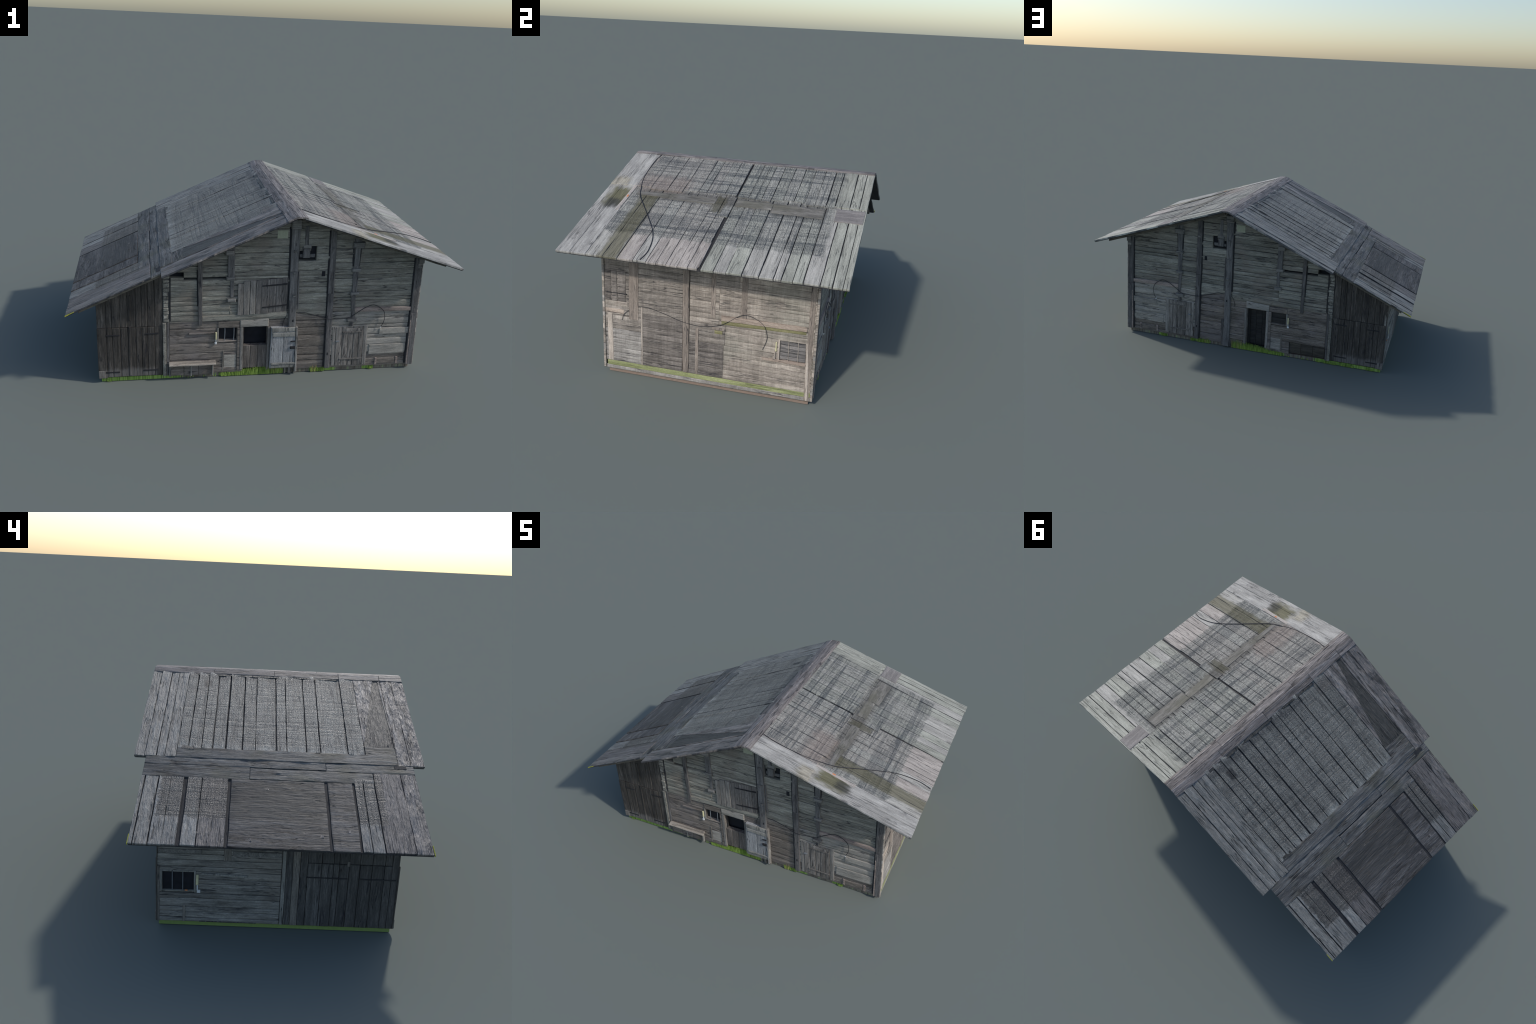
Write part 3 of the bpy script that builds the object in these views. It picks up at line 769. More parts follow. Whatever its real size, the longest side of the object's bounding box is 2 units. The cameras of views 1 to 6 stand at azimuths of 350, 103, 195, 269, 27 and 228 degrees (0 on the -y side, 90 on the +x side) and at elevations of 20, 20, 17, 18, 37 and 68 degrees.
    if yard:
        # hay-loft door
        hd = empty('hay_door', wall)
        face('plank', -0.149, -0.120, 0.363, 0.543, 0.507, 'shutter_pale', 'z', parent=hd, ragged=0.002)
        xs = [-0.1195, -0.085, -0.055, -0.027, 0.015, 0.050, 0.080, 0.112]
        for k, (a, b) in enumerate(zip(xs, xs[1:])):
            zt = 0.5545 + 0.013 * (a + 0.12) / 0.23
            zb = 0.3645 + 0.012 * (a + 0.12) / 0.23
            face('plank', a, b - 0.0008, zb, zt, 0.507 - 0.0008 * k + 0.0008 * (k % 2), 'shutter_pale' if k < 2 else 'hay', 'z',
                 parent=hd, ragged=0.002, relief=0.002 if k < 2 else 0.0007, wob=0.0012 if k < 2 else 0.0003,
                 edge=0.0022 if k < 2 else 0.0008, x1t=b - (0.003 if k < 2 else 0.0008))
        face('hinge', -0.024, 0.108, 0.5225, 0.5285, 0.5085, 'iron', parent=hd, z0r=0.530, z1r=0.536, t=0.006)
        face('hinge', -0.019, 0.112, 0.402, 0.408, 0.5085, 'iron', parent=hd, z0r=0.412, z1r=0.418, t=0.006)
        # plank door standing open against the wall
        od = empty('door', wall)
        face('plank', 0.034, 0.103, 0.046, 0.287, 0.514, 'door_blue', 'z', parent=od)
        face('plank', 0.1038, 0.172, 0.046, 0.286, 0.5145, 'door_blue', 'z', parent=od, x1t=0.165)
        face('rail', 0.037, 0.164, 0.263, 0.287, 0.518, 'lee_frame', parent=od, t=0.01)
        face('rail', 0.040, 0.164, 0.2365, 0.259, 0.519, 'lee_frame', parent=od, t=0.01, z0r=0.2335)
        face('rail', 0.040, 0.173, 0.066, 0.078, 0.519, 'lee_frame', parent=od, t=0.01)
        face('rail', 0.040, 0.172, 0.046, 0.064, 0.516, 'lee_frame', parent=od, t=0.01)
        face('latch', 0.142, 0.166, 0.202, 0.207, 0.521, 'iron', parent=od, t=0.01, relief=0)
        face('lock', 0.141, 0.168, 0.161, 0.175, 0.5225, 'iron', parent=od, t=0.012, relief=0)
        face('stile', 0.1735, 0.1845, 0.020, 0.288, 0.5195, 'shutter_pale', 'z', parent=od, x0t=0.166, x1t=0.177)
        for x0, x1, zz in ((0.118, 0.127, 0.0), (0.140, 0.157, -0.0), (0.172, 0.184, 0.0)):
            face('foot', x0, x1, 0.004 + zz, 0.046, 0.5035, 'lee_post', 'z', parent=od)
        # bench
        bn = empty('bench', wall)
        for k, (ya, yb) in enumerate(((0.503, 0.5175), (0.518, 0.533))):
            board('seat', (-0.502, sd * ya, 0.1075 - 0.004 * k), (-0.2565, sd * ya, 0.1065 - 0.004 * k),
                  (-0.2565, sd * yb, 0.1035 - 0.004 * k), (-0.502, sd * yb, 0.1045 - 0.004 * k), (0, 0, 1), 0.010, M['bench'], bn)
        for k in range(3):
            face('plank', -0.499 + 0.0765 * k, -0.4235 + 0.0765 * k, 0.0225, 0.094, 0.5060 + 0.0012 * (k % 2), 'log_brown', parent=bn, t=0.012)
        face('leg', -0.2765, -0.268, 0.020, 0.094, 0.514, 'lee_frame', 'z', parent=bn, t=0.016)
        face('leg', -0.389, -0.382, 0.020, 0.094, 0.512, 'lee_frame', 'z', parent=bn, t=0.012)
        face('leg', -0.500, -0.490, 0.020, 0.094, 0.510, 'lee_frame', 'z', parent=bn, t=0.012)
    return wall


front = gable(-1)
back = gable(1)


# ---- grass against the gable walls
def grass(sd, parent):
    def tuft(x0, x1, hf, n, mat, name='grass'):
        verts, faces = [], []
        for _ in range(n):
            x = random.uniform(x0, x1)
            if hf(x) < 0.026 and noise.noise((x * 23, sd * 3.0, 5.5)) < 0.0:
                continue
            y = sd * random.uniform(0.488, 0.4955)
            h = max(0.006, hf(x) * random.uniform(0.5, 1.15))
            w = random.uniform(0.0008, 0.0018)
            lx = random.uniform(-0.3, 0.3) * h
            ly = sd * random.uniform(0, 0.06) * h
            b = len(verts)
            for k, (f, ww) in enumerate(((0, 1.0), (0.55, 0.8), (1.0, 0.12))):
                cx, cy, cz = x + lx * f * f, y + ly * f, 0.0005 + h * f
                for a in range(3):
                    th = 2.1 * a
                    verts.append((cx + w * ww * math.cos(th), cy + w * ww * 0.6 * math.sin(th), cz))
            for k in range(2):
                for a in range(3):
                    i, j = b + 3 * k + a, b + 3 * k + (a + 1) % 3
                    faces.append((i, j, j + 3, i + 3))
            faces.append((b + 6, b + 7, b + 8))
            faces.append((b + 2, b + 1, b))
        ob = make(name, verts, faces, M[mat], parent)
        ob['kind'] = 'stuff'
    bump = lambda x: 0.030 + 0.022 * max(0.0, (x + 0.22) / 0.30) + 0.008 * noise.noise((x * 40, sd, 0))
    tuft(-0.225, 0.112, bump, 1200, 'grass')
    tuft(0.045, 0.115, lambda x: 0.062, 60, 'straw', 'dry_grass')
    tuft(0.268, 0.345, lambda x: 0.034, 170, 'grass')
    tuft(0.268, 0.305, lambda x: 0.044, 24, 'straw', 'dry_grass')
    tuft(0.340, 0.400, lambda x: 0.018, 80, 'grass')
    tuft(0.575, 0.632, lambda x: 0.024, 80, 'grass')
    tuft(-0.845, -0.44, lambda x: 0.019, 260, 'grass')
    tuft(-0.44, -0.225, lambda x: 0.014, 40, 'grass')


grass(-1, fnd)
grass(1, fnd)

# ------------------------------------------------------------------ sunlit eaves wall (+x)
topR = under_roof(0.828) - 0.003
sun_wall = box('eaves_wall', (0.800, -0.470, FLOOR), (0.8145, 0.470, topR), M['void'], barn)


def side(name, y0, y1, z0, z1, x, mat, along='y', parent=None, t=None, z0r=None, z1r=None, y0t=None, y1t=None, **kw):
    sx = 1 if x > 0 else -1
    t = abs(x) - (0.811 if sx > 0 else 0.845) if t is None else t
    lean = lambda z: x + (0.0035 if sx > 0 else 0.0) - (0.016 * max(0.0, z - 0.02) / 0.6 if sx > 0 else 0.0)
    z0r = z0 if z0r is None else z0r
    z1r = z1 if z1r is None else z1r
    y0t = y0 if y0t is None else y0t
    y1t = y1 if y1t is None else y1t
    a, b, c, d = (lean(z0), y0, z0), (lean(z0r), y1, z0r), (lean(z1r), y1t, z1r), (lean(z1), y0t, z1)
    if along == 'z':
        a, b, c, d = a, d, c, b
    return board(name, a, b, c, d, (sx, 0, 0), t, M[mat], parent, **kw)


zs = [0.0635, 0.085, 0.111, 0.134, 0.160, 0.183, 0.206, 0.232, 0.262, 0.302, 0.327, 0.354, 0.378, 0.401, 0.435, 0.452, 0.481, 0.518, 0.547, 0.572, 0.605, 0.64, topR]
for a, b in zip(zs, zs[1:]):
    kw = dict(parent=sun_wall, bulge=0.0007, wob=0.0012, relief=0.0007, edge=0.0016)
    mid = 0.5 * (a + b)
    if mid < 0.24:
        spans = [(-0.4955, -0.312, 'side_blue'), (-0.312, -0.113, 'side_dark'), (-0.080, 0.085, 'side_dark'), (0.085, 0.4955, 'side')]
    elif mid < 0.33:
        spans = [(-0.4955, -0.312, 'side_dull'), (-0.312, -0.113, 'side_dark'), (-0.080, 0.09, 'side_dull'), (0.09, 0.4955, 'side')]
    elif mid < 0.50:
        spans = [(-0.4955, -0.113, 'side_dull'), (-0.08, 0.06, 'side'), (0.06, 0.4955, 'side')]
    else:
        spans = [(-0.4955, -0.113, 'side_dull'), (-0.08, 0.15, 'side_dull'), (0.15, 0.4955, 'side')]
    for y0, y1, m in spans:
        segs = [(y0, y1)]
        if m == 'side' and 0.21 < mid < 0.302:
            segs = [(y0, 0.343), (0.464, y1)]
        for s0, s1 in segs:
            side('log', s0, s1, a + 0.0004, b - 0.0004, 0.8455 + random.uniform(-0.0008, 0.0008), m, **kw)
side('moss_strip', -0.490, 0.4955, 0.039, 0.0635, 0.8462, 'moss', parent=sun_wall, z0r=0.0415, z1r=0.064)
side('moss_strip', 0.195, 0.472, 0.056, 0.0625, 0.8475, 'moss', parent=sun_wall, t=0.004)
side('log', -0.4955, 0.4955, FLOOR, 0.0385, 0.8455, 'side_blue', parent=sun_wall, z1r=0.041)
side('post', -0.110, -0.079, 0.0645, topR, 0.8485, 'side_post', 'z', sun_wall, y0t=-0.1155, y1t=-0.0845)
side('post', -0.376, -0.3285, 0.290, topR, 0.8480, 'side_post', 'z', sun_wall, y0t=-0.373, y1t=-0.327)
side('post', 0.020, 0.043, 0.360, topR, 0.8472, 'side_post', 'z', sun_wall)
side('post', 0.160, 0.188, 0.372, topR, 0.8476, 'side_post', 'z', sun_wall)
side('post', 0.4665, 0.4905, 0.022, topR, 0.8472, 'side_post', 'z', sun_wall, y0t=0.4635)
side('strip', 0.472, 0.486, 0.024, 0.308, 0.8490, 'side_light', 'z', sun_wall, t=0.008, y0t=0.460, y1t=0.4705)
side('strip', -0.050, -0.034, 0.0645, 0.30, 0.8474, 'side_post', 'z', sun_wall)
for k, (a, b) in enumerate(((-0.4955, -0.462), (-0.461, -0.432), (-0.431, -0.389))):
    side('hatch_plank', a, b - 0.0008, 0.373, 0.52, 0.8482 + 0.0006 * (k % 2), 'side_dark', 'z', sun_wall)
side('hinge', -0.486, -0.384, 0.411, 0.4155, 0.8502, 'iron', parent=sun_wall, t=0.004, relief=0)
side('log', -0.4955, -0.380, 0.348, 0.3715, 0.8474, 'side', parent=sun_wall)
side('log', -0.4955, -0.400, 0.311, 0.3345, 0.8474, 'side_beam', parent=sun_wall)
side('strip', -0.484, -0.4575, 0.0645, 0.310, 0.8478, 'side_light', 'z', sun_wall)
side('strip', -0.3165, -0.3085, 0.0645, 0.36, 0.8475, 'side_light', 'z', sun_wall)
side('beam', 0.071, 0.4625, 0.3535, 0.3785, 0.8515, 'side_beam', parent=sun_wall, z1r=0.3825, z0r=0.3605)
side('moss_stain', 0.071, 0.458, 0.333, 0.353, 0.8472, 'moss_stain', parent=sun_wall, z0r=0.345, z1r=0.360)
side('ledge', 0.266, 0.4655, 0.195, 0.2065, 0.8525, 'side_beam', parent=sun_wall)
side('ledge', -0.31, -0.117, 0.256, 0.259, 0.8475, 'side_dark', parent=sun_wall, t=0.004, relief=0)
side('bracket', 0.028, 0.092, 0.303, 0.316, 0.8500, 'side_post', parent=sun_wall)
side('moss_stain', 0.040, 0.078, 0.285, 0.3025, 0.8478, 'moss_stain', parent=sun_wall)
# end grain of the gable logs shows as a pale banded strip at both corners
for sd in (-1, 1):
    z = 0.026
    while z < topR - 0.02:
        h = random.uniform(0.012, 0.034)
        a, b = sorted((sd * 0.4962, sd * 0.5072))
        side('log_end', a, b, z, min(z + h - 0.0004, topR), 0.8502, random.choice(['side_light', 'side', 'side', 'side_dull', 'side_blue']),
             parent=sun_wall, t=0.006, edge=0.0008)
        z += h
# little barred window, painted-over boards behind
wn = empty('window', sun_wall)
side('pane_board', 0.344, 0.463, 0.2075, 0.302, 0.8425, 'lee_plank', parent=wn, t=0.006)
for k in range(5):
    side('slat', 0.346, 0.462, 0.2095 + 0.018 * k, 0.2265 + 0.018 * k, 0.8442, 'pane', parent=wn, t=0.004)
side('frame', 0.3375, 0.3445, 0.206, 0.305, 0.8492, 'side_light', 'z', wn)
side('frame', 0.3440, 0.464, 0.3020, 0.3075, 0.8488, 'side', parent=wn)
for yb in (0.385, 0.428):
    tube('window_bar', [(0.8465 - 0.0015, yb, 0.206), (0.8468 - 0.0027, yb, 0.255), (0.8465 - 0.0040, yb - 0.001, 0.304)], 0.0011, M['side_light'], wn)
bb = empty('brush', sun_wall)
side('handle', 0.3250, 0.3315, 0.247, 0.292, 0.8520, 'brush_y', 'z', bb, t=0.006)
side('bristle', 0.3155, 0.3285, 0.209, 0.220, 0.8530, 'side_light', parent=bb, t=0.007, edge=0.004)
side('ferrule', 0.322, 0.327, 0.2205, 0.247, 0.8512, 'side_light', 'z', bb, t=0.006)
cy = [(-0.41, 0.283), (-0.400, 0.312), (-0.377, 0.336)]
tube('cable', [(0.8500 - 0.0267 * (z - 0.02) + 0.0035, y, z) for y, z in cy], 0.0011, M['cable'], sun_wall)
cy = [(-0.328, 0.362), (-0.279, 0.363), (-0.20, 0.345), (-0.119, 0.321), (-0.028, 0.311), (0.056, 0.327), (0.106, 0.355), (0.154, 0.389), (0.191, 0.399), (0.236, 0.385), (0.270, 0.360),
      (0.284, 0.314), (0.281, 0.283), (0.267, 0.245)]
tube('cable', [((0.8512 if 0.06 < y < 0.3 and z > 0.34 else 0.8492) - 0.0267 * (z - 0.02) + 0.0035, y, z) for y, z in cy], 0.0011, M['cable'], sun_wall)

# ------------------------------------------------------------------ lean-to eaves wall (-x)
topL = under_roof(-WX - 0.010) - 0.003
lee_wall = box('eaves_wall', (-0.8465, -0.470, FLOOR), (-0.825, 0.470, topL), M['void'], barn)
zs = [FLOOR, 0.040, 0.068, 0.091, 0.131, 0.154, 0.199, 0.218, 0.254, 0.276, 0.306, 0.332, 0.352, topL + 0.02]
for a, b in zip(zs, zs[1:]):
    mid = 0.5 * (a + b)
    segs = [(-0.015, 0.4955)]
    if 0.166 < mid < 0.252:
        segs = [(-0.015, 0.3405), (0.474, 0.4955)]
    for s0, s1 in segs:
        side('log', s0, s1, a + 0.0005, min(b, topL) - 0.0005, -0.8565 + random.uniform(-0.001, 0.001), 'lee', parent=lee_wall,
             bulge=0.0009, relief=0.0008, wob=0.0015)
side('beam', 0.312, 0.490, 0.333, 0.352, -0.8600, 'bracket', parent=lee_wall)
side('beam', -0.012, 0.186, 0.328, 0.350, -0.8600, 'bracket', parent=lee_wall)
side('post', 0.192, 0.222, 0.307, topL, -0.8605, 'lee_post', 'z', lee_wall)
side('post', 0.4835, 0.4950, 0.020, 0.274, -0.8595, 'lee_post', 'z', lee_wall)
side('post', -0.032, -0.0165, 0.0215, topL, -0.8595, 'lee_frame', 'z', lee_wall)
side('post', -0.060, -0.0325, 0.0215, topL, -0.8580, 'lee_plank', 'z', lee_wall)
side('post', -0.089, -0.0605, 0.0215, topL, -0.8605, 'lee_post', 'z', lee_wall)
ys = [-0.4945, -0.466, -0.436, -0.385, -0.334, -0.290, -0.250, -0.226, -0.178, -0.121, -0.0895]
for k, (a, b) in enumerate(zip(ys, ys[1:])):
    if k in (0, 9):
        side('plank', a + 0.0005, b - 0.0005, 0.0215, topL, -0.8590, 'lee_plank', 'z', lee_wall)
    else:
        side('plank', a + 0.0005, b - 0.0005, 0.0215, 0.3105, -0.8580 - 0.001 * (k % 2), 'lee_plank', 'z', lee_wall, wob=0.0008)
        side('plank', a + 0.0005, b - 0.0005, 0.3120, topL, -0.8575, 'lee_plank', 'z', lee_wall)
side('batten', -0.292, -0.280, 0.303, 0.325, -0.8610, 'lee_post', 'z', lee_wall, t=0.006)
side('hinge', -0.287, -0.117, 0.2445, 0.2505, -0.8610, 'iron', parent=lee_wall, t=0.005, relief=0)
side('hinge', -0.486, -0.332, 0.2450, 0.2510, -0.8610, 'iron', parent=lee_wall, t=0.005, relief=0)
wn = empty('window', lee_wall)
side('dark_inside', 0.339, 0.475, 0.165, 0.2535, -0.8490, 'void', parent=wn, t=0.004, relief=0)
side('frame', 0.4725, 0.4830, 0.164, 0.258, -0.8600, 'lee_frame', 'z', wn)
side('frame', 0.3345, 0.3425, 0.160, 0.256, -0.8605, 'lee_frame', 'z', wn)
side('frame', 0.3425, 0.4725, 0.2500, 0.2575, -0.8590, 'lee_frame', parent=wn)
side('frame', 0.3425, 0.4725, 0.1600, 0.1665, -0.8595, 'log_end', parent=wn)
for yb in (0.388, 0.4315):
    tube('window_bar', [(-0.8555, yb, 0.163), (-0.8555, yb, 0.21), (-0.8555, yb, 0.253)], 0.0018, M['bar'], wn)
side('crumb', 0.368, 0.379, 0.1655, 0.170, -0.8610, 'orange', parent=wn, t=0.006, relief=0.001)
bb = empty('brush', lee_wall)
side('handle', 0.3235, 0.3335, 0.1945, 0.240, -0.8625, 'brush_y', 'z', bb, t=0.006)
side('ferrule', 0.3250, 0.3300, 0.170, 0.194, -0.8617, 'brush_w', 'z', bb, t=0.006)
side('bristle', 0.3155, 0.3295, 0.158, 0.1705, -0.8635, 'brush_w', parent=bb, t=0.007, edge=0.005)
side('ledge', 0.1235, 0.312, 0.235, 0.2445, -0.8630, 'lee_frame', parent=lee_wall, z1r=0.2500, z0r=0.2425)
side('batten', 0.3765, 0.3870, 0.022, 0.0995, -0.8605, 'lee_post', 'z', lee_wall)
side('ledge', 0.08, 0.318, 0.0215, 0.0275, -0.8590, 'lee_plank', parent=lee_wall)


# ------------------------------------------------------------------ roof
def roof_board(pl, y0, y1, xa, xb, mat, parent, name='roof_board', lift=0.0, t=0.0085, y0b=None, y1b=None, along='x', tilt=0.0, lap=0.0, **kw):
    """board on a slope, from x = xa (upper end) to xb (lower end)"""
    y0b = y0 if y0b is None else y0b
    y1b = y1 if y1b is None else y1b
    p, q = PLANES[pl]
    d = V((q[0] - p[0], 0, q[1] - p[1]))
    N = V((-d.z, 0, d.x)) if d.x > 0 else V((d.z, 0, -d.x))
    N.normalize()
    P = lambda x, y, e: V((x, y, slope_z(pl, x))) + N * (lift + e)
    a, b, c, dd = P(xa, y0, -tilt), P(xb, y0b, lap - tilt), P(xb, y1b, lap + tilt), P(xa, y1, tilt)
    if along == 'y':
        a, b, c, dd = a, dd, c, b
    if name == 'roof_board':
        ga = 0.5 * max(0.0, noise.noise((y0 * 53.1, xb * 3, 2.2)) + 0.18) * 0.0065
        gb = 0.5 * max(0.0, noise.noise((y1 * 53.1, xb * 3, 2.2)) + 0.18) * 0.0065
        y0, y0b, y1, y1b = y0 + ga, y0b + ga * 1.4, y1 - gb, y1b - gb * 0.6
    kw.setdefault('edge', 0.0014)
    kw.setdefault('relief', 0.0007)
    kw.setdefault('step', 0.02)
    return board(name, a, b, c, dd, N, t, M[mat], parent, **kw)


def deck(pl, xa, xb, half, t, drop):
    """thin board layer under the visible boards"""
    p, q = PLANES[pl]
    pts = [(xa, slope_z(pl, xa) - drop), (xb, slope_z(pl, xb) - drop), (xb, slope_z(pl, xb) - drop - t), (xa, slope_z(pl, xa) - drop - t)]
    return prism('roof_slope', pts, -half, half, M['under'], barn)


# --- sunny slope
RD = deck('R', RIDGE_R[0] - 0.002, 0.994, HALF - 0.003, 0.008, 0.0065)
TOPX, MIDX, LOWX = 0.146, 0.462, 0.999
upper = [(-0.638, -0.560, 'roof_edge'), (-0.5595, -0.500, 'roof_edge'), (-0.4995, -0.42, 'roof_pink'), (-0.4195, -0.335, 'roof_pink'),
         (-0.334, -0.255, 'roof_pink'), (-0.2545, -0.178, 'roof_pink'), (-0.1765, -0.139, 'roof_pale'), (-0.1375, -0.09, 'roof_pink'),
         (-0.0895, -0.047, 'roof_pale'), (-0.0455, 0.0125, 'roof_pale'), (0.0215, 0.075, 'roof_green'), (0.076, 0.108, 'roof_green'),
         (0.109, 0.138, 'roof_green'), (0.1395, 0.184, 'roof_pale'), (0.186, 0.240, 'roof_green'), (0.241, 0.292, 'roof_pale'),
         (0.294, 0.345, 'roof_green'), (0.346, 0.395, 'roof_pale'), (0.396, 0.445, 'roof_pale'), (0.449, 0.487, 'roof_green'),
         (0.490, 0.556, 'roof_green'), (0.559, 0.600, 'roof_green'), (0.602, 0.638, 'roof_green')]
for k, (a, b, m) in enumerate(upper):
    end = MIDX + (random.uniform(-0.010, 0.022) if -0.49 < a < 0.49 else 0.0)
    roof_board('R', a, b, TOPX, end, m, RD, lift=random.uniform(-0.0004, 0.0012), tilt=random.uniform(-0.0009, 0.0009), lap=random.uniform(0.0, 0.0025), ragged=0.002)
lower = [(-0.638, -0.572, 'roof_edge'), (-0.5712, -0.497, 'roof_edge'), (-0.496, -0.417, 'roof_pale'), (-0.4165, -0.3505, 'roof_moss'),
         (-0.349, -0.278, 'roof_pink'), (-0.2765, -0.220, 'roof_pale'), (-0.219, -0.175, 'roof_pink'), (-0.1735, -0.130, 'roof_pink'),
         (-0.129, -0.08, 'roof_pink'), (-0.079, -0.035, 'roof_pink'), (-0.034, 0.0085, 'roof_pink'), (0.0235, 0.078, 'roof_green'),
         (0.0785, 0.131, 'roof_pale'), (0.1315, 0.197, 'roof_green'), (0.1995, 0.268, 'roof_pale'), (0.2715, 0.330, 'roof_pale'),
         (0.332, 0.362, 'roof_pale'), (0.3645, 0.409, 'roof_green'), (0.411, 0.451, 'roof_green'), (0.4545, 0.520, 'roof_pale'),
         (0.523, 0.568, 'roof_green'), (0.572, 0.611, 'roof_green'), (0.613, 0.638, 'roof_green')]
for k, (a, b, m) in enumerate(lower):
    roof_board('R', a, b, MIDX - 0.014, LOWX + random.uniform(-0.002, 0.0008), m, RD, lift=random.uniform(-0.0020, -0.0006), tilt=random.uniform(-0.001, 0.001), lap=0.0008, ragged=0.0006)
for y0, y1, xa, xb in ((-0.470, -0.305, 0.500, 0.533), (-0.303, -0.070, 0.494, 0.541), (0.030, 0.205, 0.489, 0.538), (0.207, 0.448, 0.486, 0.560)):
    roof_board('R', y0, y1, xa, xb, 'roof_mid', RD, 'batten', lift=0.0006, t=0.005, along='y', wob=0.006, ragged=0.006, edge=0.0012, relief=0.0012)
roof_board('R', 0.502, 0.632, 0.474, 0.572, 'roof_band', RD, 'batten', lift=0.0012, t=0.006, along='y')
roof_board('R', -0.02, 0.022, 0.470, 0.630, 'roof_pale', RD, 'batten', lift=0.0015, t=0.006)
roof_board('R', 0.004, 0.012, 0.82, 0.985, 'roof_pink', RD, 'batten', lift=0.0012, t=0.006, y0b=0.006, y1b=0.014)
roof_board('R', -0.5125, -0.4945, 0.435, 0.668, 'roof_pink', RD, 'batten', lift=0.0018, t=0.006, y0b=-0.517, y1b=-0.4985)
roof_board('R', -0.5095, -0.501, 0.545, 0.562, 'orange', RD, 'crumb', lift=0.003, t=0.004)
cz = [(0.158, -0.492), (0.23, -0.502), (0.329, -0.499), (0.405, -0.49), (0.468, -0.472), (0.543, -0.445), (0.624, -0.389), (0.708, -0.33),
      (0.787, -0.278), (0.854, -0.249), (0.933, -0.236), (0.993, -0.246)]
tube('cable', [(x, y, slope_z('R', x) + 0.0024) for x, y in cz], 0.0019, M['cable'], RD)

# --- shaded slope, upper half
UD = deck('U', RIDGE_U[0] + 0.002, -0.537, HALF - 0.003, 0.008, 0.0065)
UB = -0.541
ub = [(-0.638, -0.578, 'roof_brown', None), (-0.577, -0.522, 'roof_brown', None),
      (-0.382, -0.312, 'roof_grey', None), (-0.309, -0.187, 'roof_grey', None), (-0.183, -0.123, 'roof_grey', None),
      (-0.120, -0.035, 'roof_grey', None), (-0.032, 0.012, 'roof_grey', None), (0.017, 0.107, 'roof_grey', None), (0.1095, 0.165, 'roof_grey', 0.018),
      (0.171, 0.237, 'roof_grey', 0.055), (0.244, 0.298, 'roof_grey', 0.075), (0.3025, 0.350, 'roof_grey', 0.03), (0.352, 0.402, 'roof_grey', 0.03),
      (0.407, 0.453, 'roof_grey', 0.025), (0.455, 0.505, 'roof_lilac', 0.0), (0.5065, 0.541, 'roof_lilac', 0.0), (0.544, 0.592, 'roof_lilac', 0.0), (0.5945, 0.638, 'roof_lilac', 0.0)]
for k, (a, b, m, sh) in enumerate(ub):
    xb = UB if (abs(a) > 0.45) else -0.485
    ta, tb = 0.006 * noise.noise((a * 31, 3.3, 0)), 0.006 * noise.noise((b * 31, 3.3, 0))
    if abs(a) > 0.5 or abs(b) > 0.63:
        ta = tb = 0.0
    roof_board('U', a, b, 0.070, xb + random.uniform(-0.003, 0.003) * (xb > -0.5), m, UD, lift=random.uniform(-0.0015, 0.0006), tilt=random.choice([-1, 1, 1]) * random.uniform(0.0006, 0.0017), wob=0.0022, relief=0.0013, y0b=a + ta, y1b=b + tb)
# dark board and the wedge beside it
roof_board('U', -0.507, -0.487, 0.070, -0.43, 'roof_tar', UD, y0b=-0.5205, y1b=-0.372, lift=-0.002, relief=0.0006)
roof_board('U', -0.4865, -0.382, 0.070, -0.42, 'roof_brown', UD, y0b=-0.384, y1b=-0.382, lift=-0.0005)
roof_board('U', -0.520, -0.507, 0.070, -0.43, 'roof_brown', UD, y0b=-0.5215, y1b=-0.520, lift=0.0)
roof_board('U', -0.5215, -0.384, -0.427, -0.487, 'roof_join', UD, 'batten', lift=-0.0015, along='y', relief=0.002)
roof_board('U', -0.52, 0.456, -0.481, -0.541, 'roof_join', UD, 'batten', lift=0.0005, along='y', relief=0.002, wob=0.003)
# small dark patch at the lower board ends
roof_board('U', 0.381, 0.437, -0.47, -0.492, 'roof_tar', UD, 'patch', lift=0.001, t=0.006)

# --- lean-to roof
LD = deck('L', LOW_T[0] - 0.004, -0.996, HALF_L - 0.003, 0.006, 0.0055)
roof_board('L', -0.586, -0.20, -0.537, -0.590, 'roof_join', LD, 'batten', along='y', relief=0.0022, wob=0.003, lift=-0.001)
roof_board('L', -0.1995, 0.586, -0.537, -0.585, 'roof_join', LD, 'batten', along='y', relief=0.0022, wob=0.003, lift=-0.001)
roof_board('L', -0.40, 0.13, -0.591, -0.652, 'roof_join', LD, 'batten', along='y', relief=0.0022, lift=-0.001)
roof_board('L', 0.131, 0.586, -0.586, -0.656, 'roof_join', LD, 'batten', along='y', relief=0.0022, lift=-0.001)
roof_board('L', -0.552, -0.500, -0.544, -0.561, 'under', LD, 'dark_notch', lift=0.0006, t=0.004, relief=0.001, wob=0.003, edge=0.0003)
lb = [(-0.586, -0.520, 'roof_brown', -0.591), (-0.519, -0.402, 'lean_brown', -0.591), (-0.398, -0.352, 'lean_pale', -0.63), (-0.350, -0.3145, 'lean_pale', -0.63),
      (-0.304, -0.199, 'lean_dark', -0.655), (-0.186, 0.206, 'lean_dark', -0.655), (0.220, 0.328, 'lean_brown', -0.655), (0.331, 0.389, 'lean_pale', -0.655),
      (0.406, 0.460, 'lean_pale', -0.655), (0.461, 0.510, 'lean_pale', -0.655), (0.514, 0.568, 'roof_lilac', -0.655), (0.572, 0.586, 'roof_lilac', -0.655)]
for a, b, m, xa in lb:
    roof_board('L', a, b, xa, -1.0 + random.uniform(0.0, 0.003), m, LD, lift=random.uniform(-0.0012, 0.0006), tilt=random.uniform(-0.001, 0.001), t=0.0065, relief=0.0012, ragged=0.0006, wob=0.002)
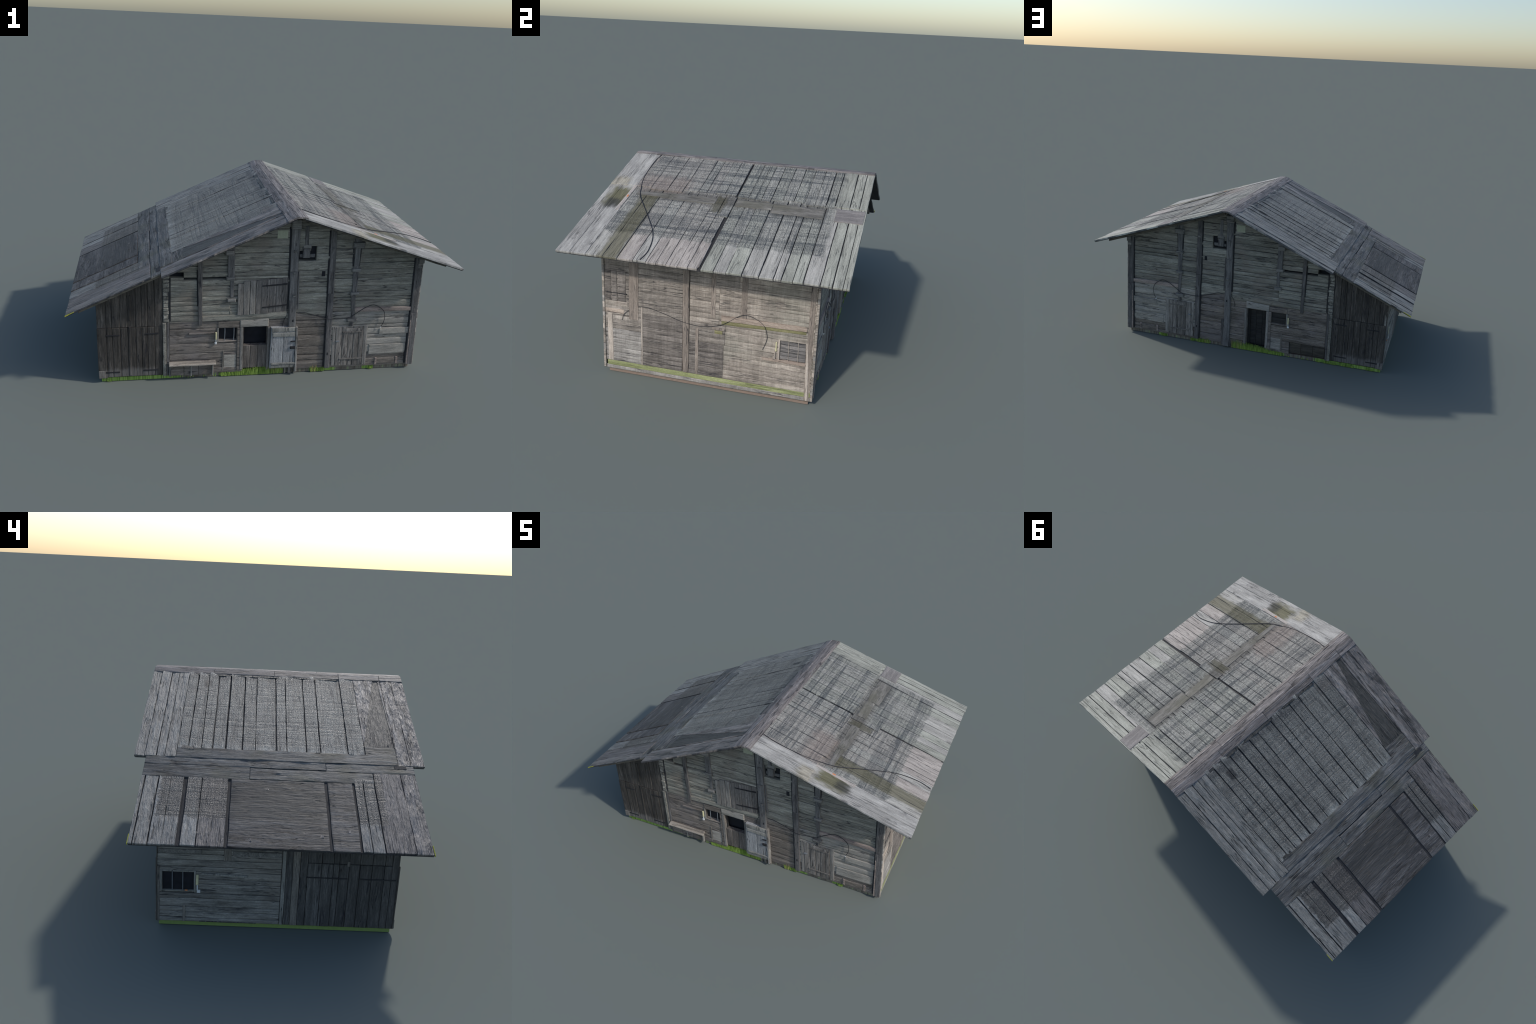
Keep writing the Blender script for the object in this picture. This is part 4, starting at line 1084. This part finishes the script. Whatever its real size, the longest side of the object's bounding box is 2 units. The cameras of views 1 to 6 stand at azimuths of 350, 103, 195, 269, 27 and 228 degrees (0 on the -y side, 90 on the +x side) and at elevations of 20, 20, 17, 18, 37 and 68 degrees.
for kx, ky in ((-0.704, 0.053), (-0.964, 0.125), (-0.934, -0.155), (-0.907, -0.263), (-0.939, 0.319)):
    r = 0.011
    roof_board('L', ky - r, ky + r, kx + r * 0.8, kx - r * 0.8, 'lean_brown', LD, 'knot', lift=0.0012, t=0.004, edge=0.004, relief=0.003)
for sd in (-1, 1):
    a, b = sorted((sd * 0.5862, sd * 0.5895))
    prism('lichen', [(-0.955, slope_z('L', -0.955) - 0.001), (-0.999, slope_z('L', -0.999) - 0.001),
                     (-0.999, slope_z('L', -0.999) - 0.007), (-0.955, slope_z('L', -0.955) - 0.0035)], a, b, M['lichen'], LD)

# --- ridge boards
cp = empty('ridge_cap', barn)
ys = [-0.638, -0.52, -0.31, 0.02, 0.33, 0.638]
for a, b in zip(ys, ys[1:]):
    roof_board('R', a + 0.0004, b - 0.0004, RIDGE_R[0] + 0.0005, 0.160, 'cap', cp, 'ridge_board', lift=0.0016, t=0.008, along='y', relief=0.0015)
    roof_board('U', a + 0.0004, b - 0.0004, RIDGE_U[0] - 0.0005, 0.060, 'cap', cp, 'ridge_board', lift=0.0016, t=0.008, along='y', relief=0.0018)
roof_board('U', -0.30, 0.45, 0.061, 0.047, 'roof_tar', cp, 'ridge_board', lift=0.0004, t=0.006, along='y', relief=0.0015, wob=0.003)
for a, b in zip((-0.637, -0.2, 0.3), (-0.2004, 0.2996, 0.637)):
    board('ridge_board', (RIDGE_R[0], a, RIDGE[1] + 0.001), (RIDGE_R[0], b, RIDGE[1] + 0.001), (RIDGE_U[0], b, RIDGE[1] + 0.001), (RIDGE_U[0], a, RIDGE[1] + 0.001),
          (0, 0, 1), 0.009, M['cap'], cp, relief=0.0012, edge=0.001)

# --- rafters under the verges
for sd in (-1, 1):
    for pl, xa, xb, y, dp, drop, par in (('R', 0.150, 0.938, 0.566, 0.024, 0.0140, RD), ('U', 0.098, -0.515, 0.566, 0.020, 0.0140, UD), ('L', -0.545, -0.940, 0.558, 0.022, 0.0110, LD)):
        a = V((xa, sd * y, slope_z(pl, xa) - drop))
        b = V((xb, sd * y, slope_z(pl, xb) - drop))
        dn = V((0, 0, -dp))
        board('rafter', a + dn, b + dn, b, a, (0, sd, 0), 0.02, M['rafter'], par)
